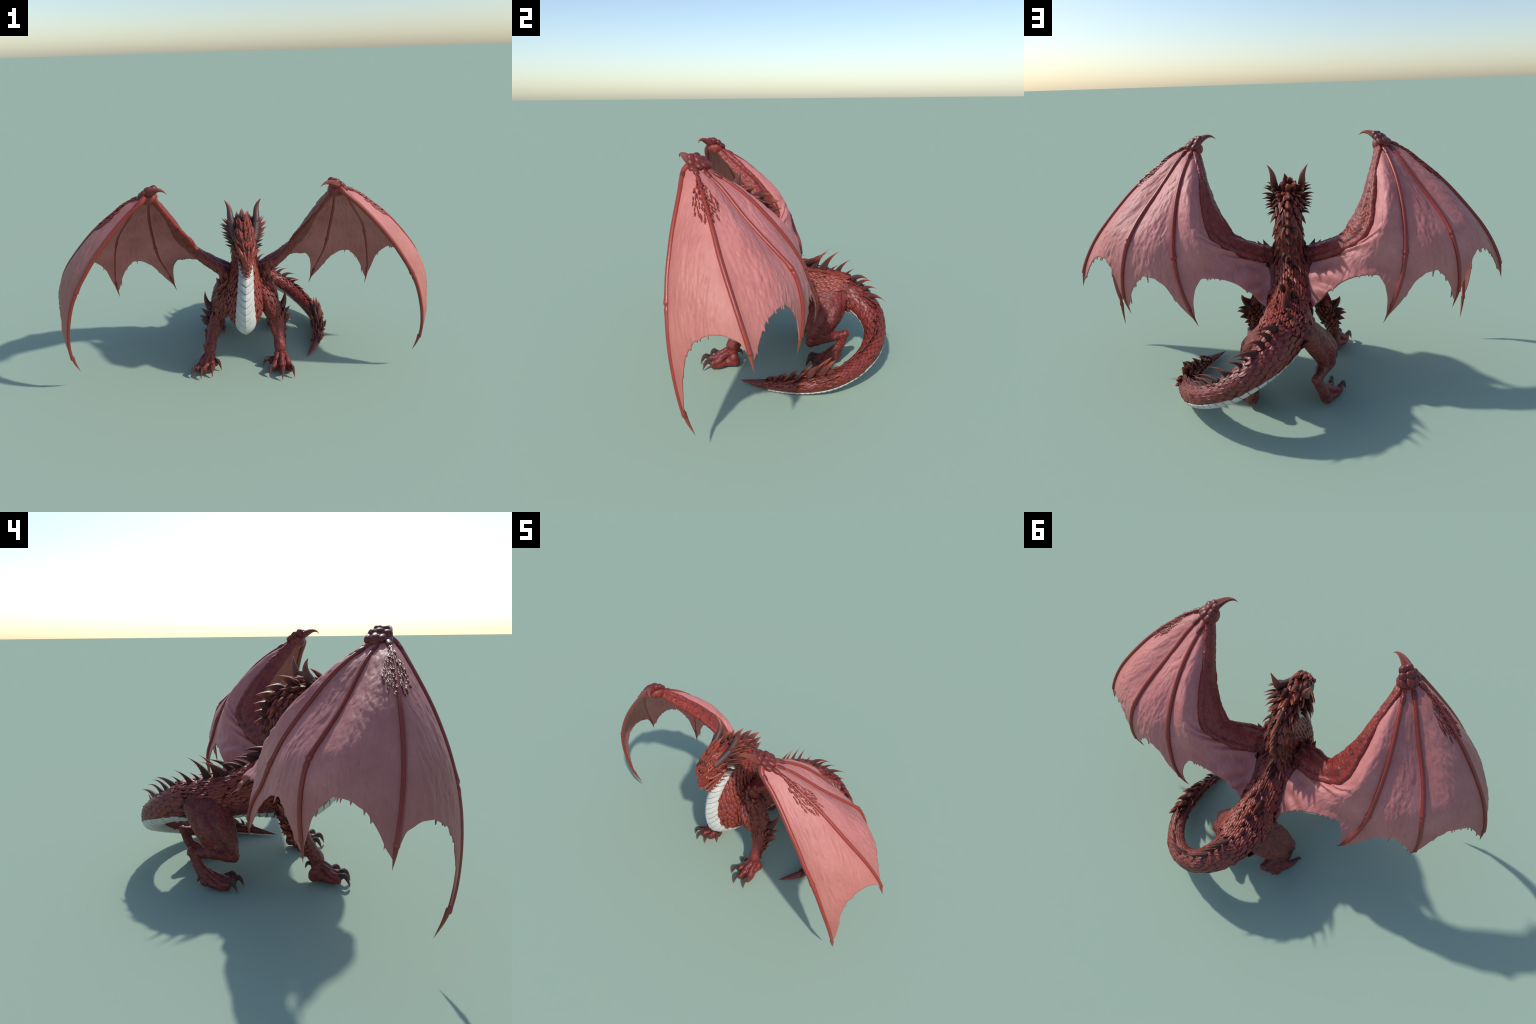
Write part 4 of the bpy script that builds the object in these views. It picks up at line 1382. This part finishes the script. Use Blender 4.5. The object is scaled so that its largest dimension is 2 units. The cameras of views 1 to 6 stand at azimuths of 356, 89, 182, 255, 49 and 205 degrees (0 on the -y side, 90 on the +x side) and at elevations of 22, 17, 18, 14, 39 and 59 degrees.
hm([(.015, -.463, .728), (.024, -.457, .742), (.033, -.446, .758), (.041, -.425, .774), (.046, -.400, .786)], [.0065, .0100, .0095, .0075, .004])          # brow ridge
hm([(.005, -.474, .710), (.008, -.467, .730), (.011, -.460, .750)], [.003, .0042, .0045])                                      # nose-bridge ridges
hm([(.030, -.432, .716), (.040, -.405, .715), (.048, -.370, .722), (.054, -.330, .735)], [.005, .009, .011, .012])                                     # cheekbone
hm([(.010, -.468, .664), (.016, -.446, .660), (.023, -.422, .674), (.032, -.390, .688), (.038, -.360, .700)], [.006, .006, .006, .0065, .008])           # upper lip
hm([(.0065, -.4745, .690), (.010, -.466, .684)], [.006, .006])                                                                                       # nostril wings
# lower jaw
jaw = [(0, -.430, .614), (0, -.411, .626), (0, -.386, .645), (0, -.355, .682), (0, -.32, .715)]
hp.append(tube([A(*p) for p in jaw], [(.0070, .0135), (.0085, .0190), (.0110, .0240), (.0150, .0320), (.020, .040)], (0, -.6, -.8), m=24))
hm([(.010, -.430, .618), (.017, -.409, .635), (.024, -.383, .655), (.034, -.350, .692)], [.0045, .005, .0055, .007])                                     # lower lip
hV, hF, o = [], [], 0
for V, F in hp:
    hV.append(V); hF += [tuple(i + o for i in f) for f in F]; o += len(V)
hme = mesh_from("head_source", np.concatenate(hV), hF, M_HEAD)
hob = link(bpy.data.objects.new("head_source", hme), None)
mod = hob.modifiers.new("remesh", "REMESH"); mod.mode = "VOXEL"; mod.voxel_size = 0.0016
sm = hob.modifiers.new("smooth", "SMOOTH"); sm.factor = .5; sm.iterations = 3
dg = bpy.context.evaluated_depsgraph_get()
head_me = bpy.data.meshes.new_from_object(hob.evaluated_get(dg))
bpy.data.objects.remove(hob); bpy.data.meshes.remove(hme)
head_me.name = "head"
cc = np.empty(len(head_me.vertices) * 3); head_me.vertices.foreach_get("co", cc); cc = cc.reshape(-1, 3)
nn = np.empty(len(head_me.vertices) * 3); head_me.vertex_normals.foreach_get("vector", nn); nn = nn.reshape(-1, 3)
for i in range(len(cc)):
    d, _ = noise.voronoi(Vector(cc[i]) * 110)
    cc[i] += nn[i] * (.0010 * (d[1] - d[0]) + .0008 * noise.noise(Vector(cc[i]) * 90))
head_me.vertices.foreach_set("co", cc.ravel()); head_me.update()
head_me.polygons.foreach_set("use_smooth", np.full(len(head_me.polygons), True))
HEAD = link(bpy.data.objects.new("head", head_me), ROOT)
hbvh = BVHTree.FromPolygons([Vector(c) for c in cc], [tuple(p.vertices) for p in head_me.polygons])

for sx in (1, -1):
    m = A(sx, 1, 1)
    V, F = ball(A(.0305, -.4380, .7310) * m, (.0062, .0075, .0052), 16, 10); obj_from("eye", V, F, M_EYE, HEAD)
    V, F = ball(A(.0372, -.4405, .7308) * m, (.0014, .0018, .0045), 10, 8); obj_from("pupil", V, F, M_BLACK, HEAD)
    V, F = ball(A(.0098, -.4735, .6850) * m, (.0040, .0045, .0035), 12, 8); obj_from("nostril", V, F, M_BLACK, HEAD)
# mouth lining and tongue
V, F = tube([A(0, -.445, .638), A(0, -.415, .652), A(0, -.375, .683)], [(.006, .010), (.009, .017), (.010, .026)], (0, -.6, -.8), m=16)
obj_from("mouth_lining", V, F, M_MOUTH, HEAD)
V, F = tube([A(0, -.426, .628), A(0, -.405, .645), A(0, -.38, .672)], [(.003, .007), (.004, .010), (.005, .012)], (0, -.6, -.8), m=12)
obj_from("tongue", V, F, M_MOUTH, HEAD)


def tooth(p, d, ln, r):
    me = bpy.data.meshes.get("tooth_shape")
    if me is None:
        q = np.linspace(0, 2 * math.pi, 8, endpoint=False)
        V = np.concatenate([np.c_[np.cos(q) * rr, np.sin(q) * rr, np.full(8, z)] for z, rr in ((0, 1), (.35, .85), (.7, .5), (1, .05))])
        me = mesh_from("tooth_shape", V, grid_faces(4, 8) + [tuple(range(8))[::-1], tuple(24 + j for j in range(8))], M_TOOTH)
    b = basis(d, A(.3, 1, .2))
    Mx = Matrix.Identity(4)
    for c, scl in zip(range(3), (r, r, ln)):
        for rw in range(3):
            Mx[rw][c] = float(b[rw, c] * scl)
    for rw in range(3):
        Mx[rw][3] = float(p[rw])
    ob = link(bpy.data.objects.new("tooth", me), HEAD)
    ob.matrix_world = Mx


low = np.array([(.0, -.4345, .618), (.009, -.432, .621), (.017, -.409, .639), (.024, -.384, .659), (.031, -.362, .684)])
upp = np.array([(.0, -.472, .652), (.009, -.466, .655), (.016, -.444, .653), (.023, -.420, .667), (.031, -.392, .686)])
for sx in (1, -1):
    for i in range(13):
        t = i / 12
        p = spline(low, [t * .97 + .02])[0] * A(sx, 1, 1)
        tooth(p, A(0, -.62, .78), .0085 * (1.25 if i in (1, 4) else 1) * (1 - .3 * t), .0019)
        p = spline(upp, [t * .97 + .02])[0] * A(sx, 1, 1)
        tooth(p, A(0, .55, -.83), .0080 * (1.3 if i in (1, 3) else 1) * (1 - .3 * t), .0018)
# chin fringe
for sx in (1, -1):
    for (x, y, z), ln in (((.012, -.425, .612), .015), ((.018, -.408, .622), .018), ((.024, -.392, .636), .020), ((.030, -.375, .652), .022), ((.036, -.357, .668), .026), ((.042, -.338, .685), .030)):
        spike("straight", "chin_spike", A(x * sx, y, z), A(x * sx + sx * ln * .5, y + ln * 1.0, z - ln * .1), .0052, .0045, (0, 0, 1), HEAD, M_HEAD)

# horns
for sx in (1, -1):
    K = np.array([(.044, -.392, .786, .0120), (.049, -.362, .800, .0160), (.056, -.322, .822, .0180), (.0625, -.285, .850, .0182), (.0660, -.258, .880, .0162), (.0690, -.245, .910, .0125), (.0790, -.243, .936, .0070), (.0930, -.247, .958, .0008)])
    S = spline(K, np.linspace(0, 1, 60))
    C, r = S[:, :3] * A(sx, 1, 1), np.maximum(S[:, 3], .0005)
    T, U, W_ = frames(C, A(1, 0, 0))
    tt = np.linspace(0, 1, 60)
    r = r * (1 + .004 * np.sin(tt * 150 + 2 * np.sin(tt * 9)) * np.clip(1.3 - 1.6 * tt, 0, 1))
    q = np.linspace(0, 2 * math.pi, 20, endpoint=False)
    V = np.concatenate([C[i] + np.outer(np.cos(q) * r[i], U[i]) + np.outer(np.sin(q) * r[i] * 1.1, W_[i]) for i in range(60)])
    b, tip = C[0], C[-1]
    L = np.linalg.norm(tip - b)
    Bm = basis(tip - b, A(1, 0, 0))
    loc = (V - b) @ Bm / L
    me = mesh_from("horn", loc, grid_faces(60, 20) + [tuple(range(20))[::-1], tuple(59 * 20 + j for j in range(20))], M_HORN)
    ob = link(bpy.data.objects.new("horn", me), HEAD)
    Mx = Matrix.Identity(4)
    for c in range(3):
        for rw in range(3):
            Mx[rw][c] = float(Bm[rw, c] * L)
    for rw in range(3):
        Mx[rw][3] = float(b[rw])
    ob.matrix_world = Mx

# frill of spikes behind the cheeks: measured tips, roots on the skull
FRILL = [((.118, -.262, .842), (.056, -.315, .812), .011), ((.118, -.236, .806), (.056, -.280, .790), .011), ((.110, -.238, .772), (.055, -.288, .764), .010), ((.098, -.218, .728), (.052, -.270, .730), .010), ((.122, -.226, .823), (.055, -.285, .800), .012), ((.112, -.245, .861), (.055, -.300, .825), .012), ((.114, -.242, .791), (.056, -.285, .775), .011), ((.106, -.233, .753), (.054, -.290, .752), .010),
         ((.098, -.259, .873), (.050, -.310, .840), .010), ((.091, -.225, .746), (.052, -.28, .740), .009), ((.100, -.285, .805), (.052, -.330, .790), .009), ((.096, -.280, .770), (.052, -.330, .765), .009),
         ((.088, -.290, .735), (.050, -.335, .735), .008), ((.080, -.328, .727), (.045, -.368, .732), .007), ((.074, -.345, .740), (.044, -.385, .745), .007), ((.070, -.335, .715), (.042, -.37, .718), .007),
         ((.092, -.258, .715), (.050, -.31, .722), .009), ((.105, -.205, .775), (.055, -.255, .775), .011), ((.100, -.200, .815), (.052, -.255, .812), .011), ((.080, -.215, .850), (.045, -.27, .838), .011)]
for sx in (1, -1):
    for tip, base, w in FRILL:
        jt = RNG.normal(0, .003, 3)
        spike("curved", "frill_spike", A(*base) * A(sx, 1, 1), (A(*tip) + jt) * A(sx, 1, 1), w * 1.02, w * .8, (sx * .2, -.9, .5), HEAD)
# crest of red blades over the brow and crown: root, tip
CREST = [((0, -.458, .762), (.001, -.436, .800), .0060), ((.002, -.446, .785), (.002, -.382, .848), .0085), ((.001, -.415, .818), (.004, -.345, .876), .0085), ((.003, -.375, .840), (.013, -.292, .902), .0100), ((-.006, -.320, .852), (-.013, -.232, .903), .0115)]
for sx in (1, -1):
    CREST += [((.012 * sx, -.410, .818), (.022 * sx, -.326, .882), .0085), ((.012 * sx, -.446, .782), (.026 * sx, -.378, .848), .0080), ((.028 * sx, -.365, .836), (.037 * sx, -.300, .866), .0075),
              ((.026 * sx, -.420, .800), (.040 * sx, -.362, .846), .0070), ((.030 * sx, -.440, .770), (.042 * sx, -.398, .806), .0060), ((.038 * sx, -.410, .786), (.052 * sx, -.366, .818), .0060),
              ((.008 * sx, -.462, .750), (.013 * sx, -.440, .786), .0045), ((.018 * sx, -.335, .850), (.027 * sx, -.270, .872), .0090), ((.024 * sx, -.290, .850), (.034 * sx, -.205, .868), .0110), ((.020 * sx, -.455, .752), (.030 * sx, -.425, .785), .0045)]
for base, tip, w in CREST:
    base, w = tuple(lerp(A(*base), A(*tip), .22)), w * 1.22
    tip = tuple(A(*tip) + A(0, -.004, .006) * RNG.uniform(-.4, 1.2) + RNG.normal(0, .002, 3))
    spike("crest", "crest_spike", base, tip, w, w * .8, (0, -.7, .7), HEAD, M_SPIKE if tip[1] > -.28 else None)
# small overlapping scales on the brow, cheeks and snout
sc = Scatter(POINTY)
for i in range(240):
    x, t = RNG.uniform(-1, 1), RNG.uniform(.34, .80)
    c = spline(K if False else np.array([[0, (d[0][0] + d[1][0]) / 2, (d[0][1] + d[1][1]) / 2] for d in HD]), [t])[0]
    an = x * 2.1
    dr = unit(A(math.sin(an), -.65 * math.cos(an), .75 * math.cos(an)))
    h, n, _, _ = hbvh.ray_cast(Vector(c + dr * .12), Vector(-dr), .14)
    if h is None:
        continue
    h, n = np.array(h), np.array(n)
    if h[1] < -.432 and abs(h[2] - .731) < .012:
        continue
    T = unit(A(0, .75, .5)); T = unit(T - np.dot(T, n) * n)
    ln = lerp(.012, .026, t) * (1 + .2 * RNG.normal())
    sc.put(h - n * .0008 - T * ln * .3, T + .3 * RNG.normal() * np.cross(n, T), n, ln, ln * .55, ln * .5, .16 + .16 * RNG.random())
sc.make("head_scales", HEAD, (M_SC_D, M_HEAD, M_SC_T))
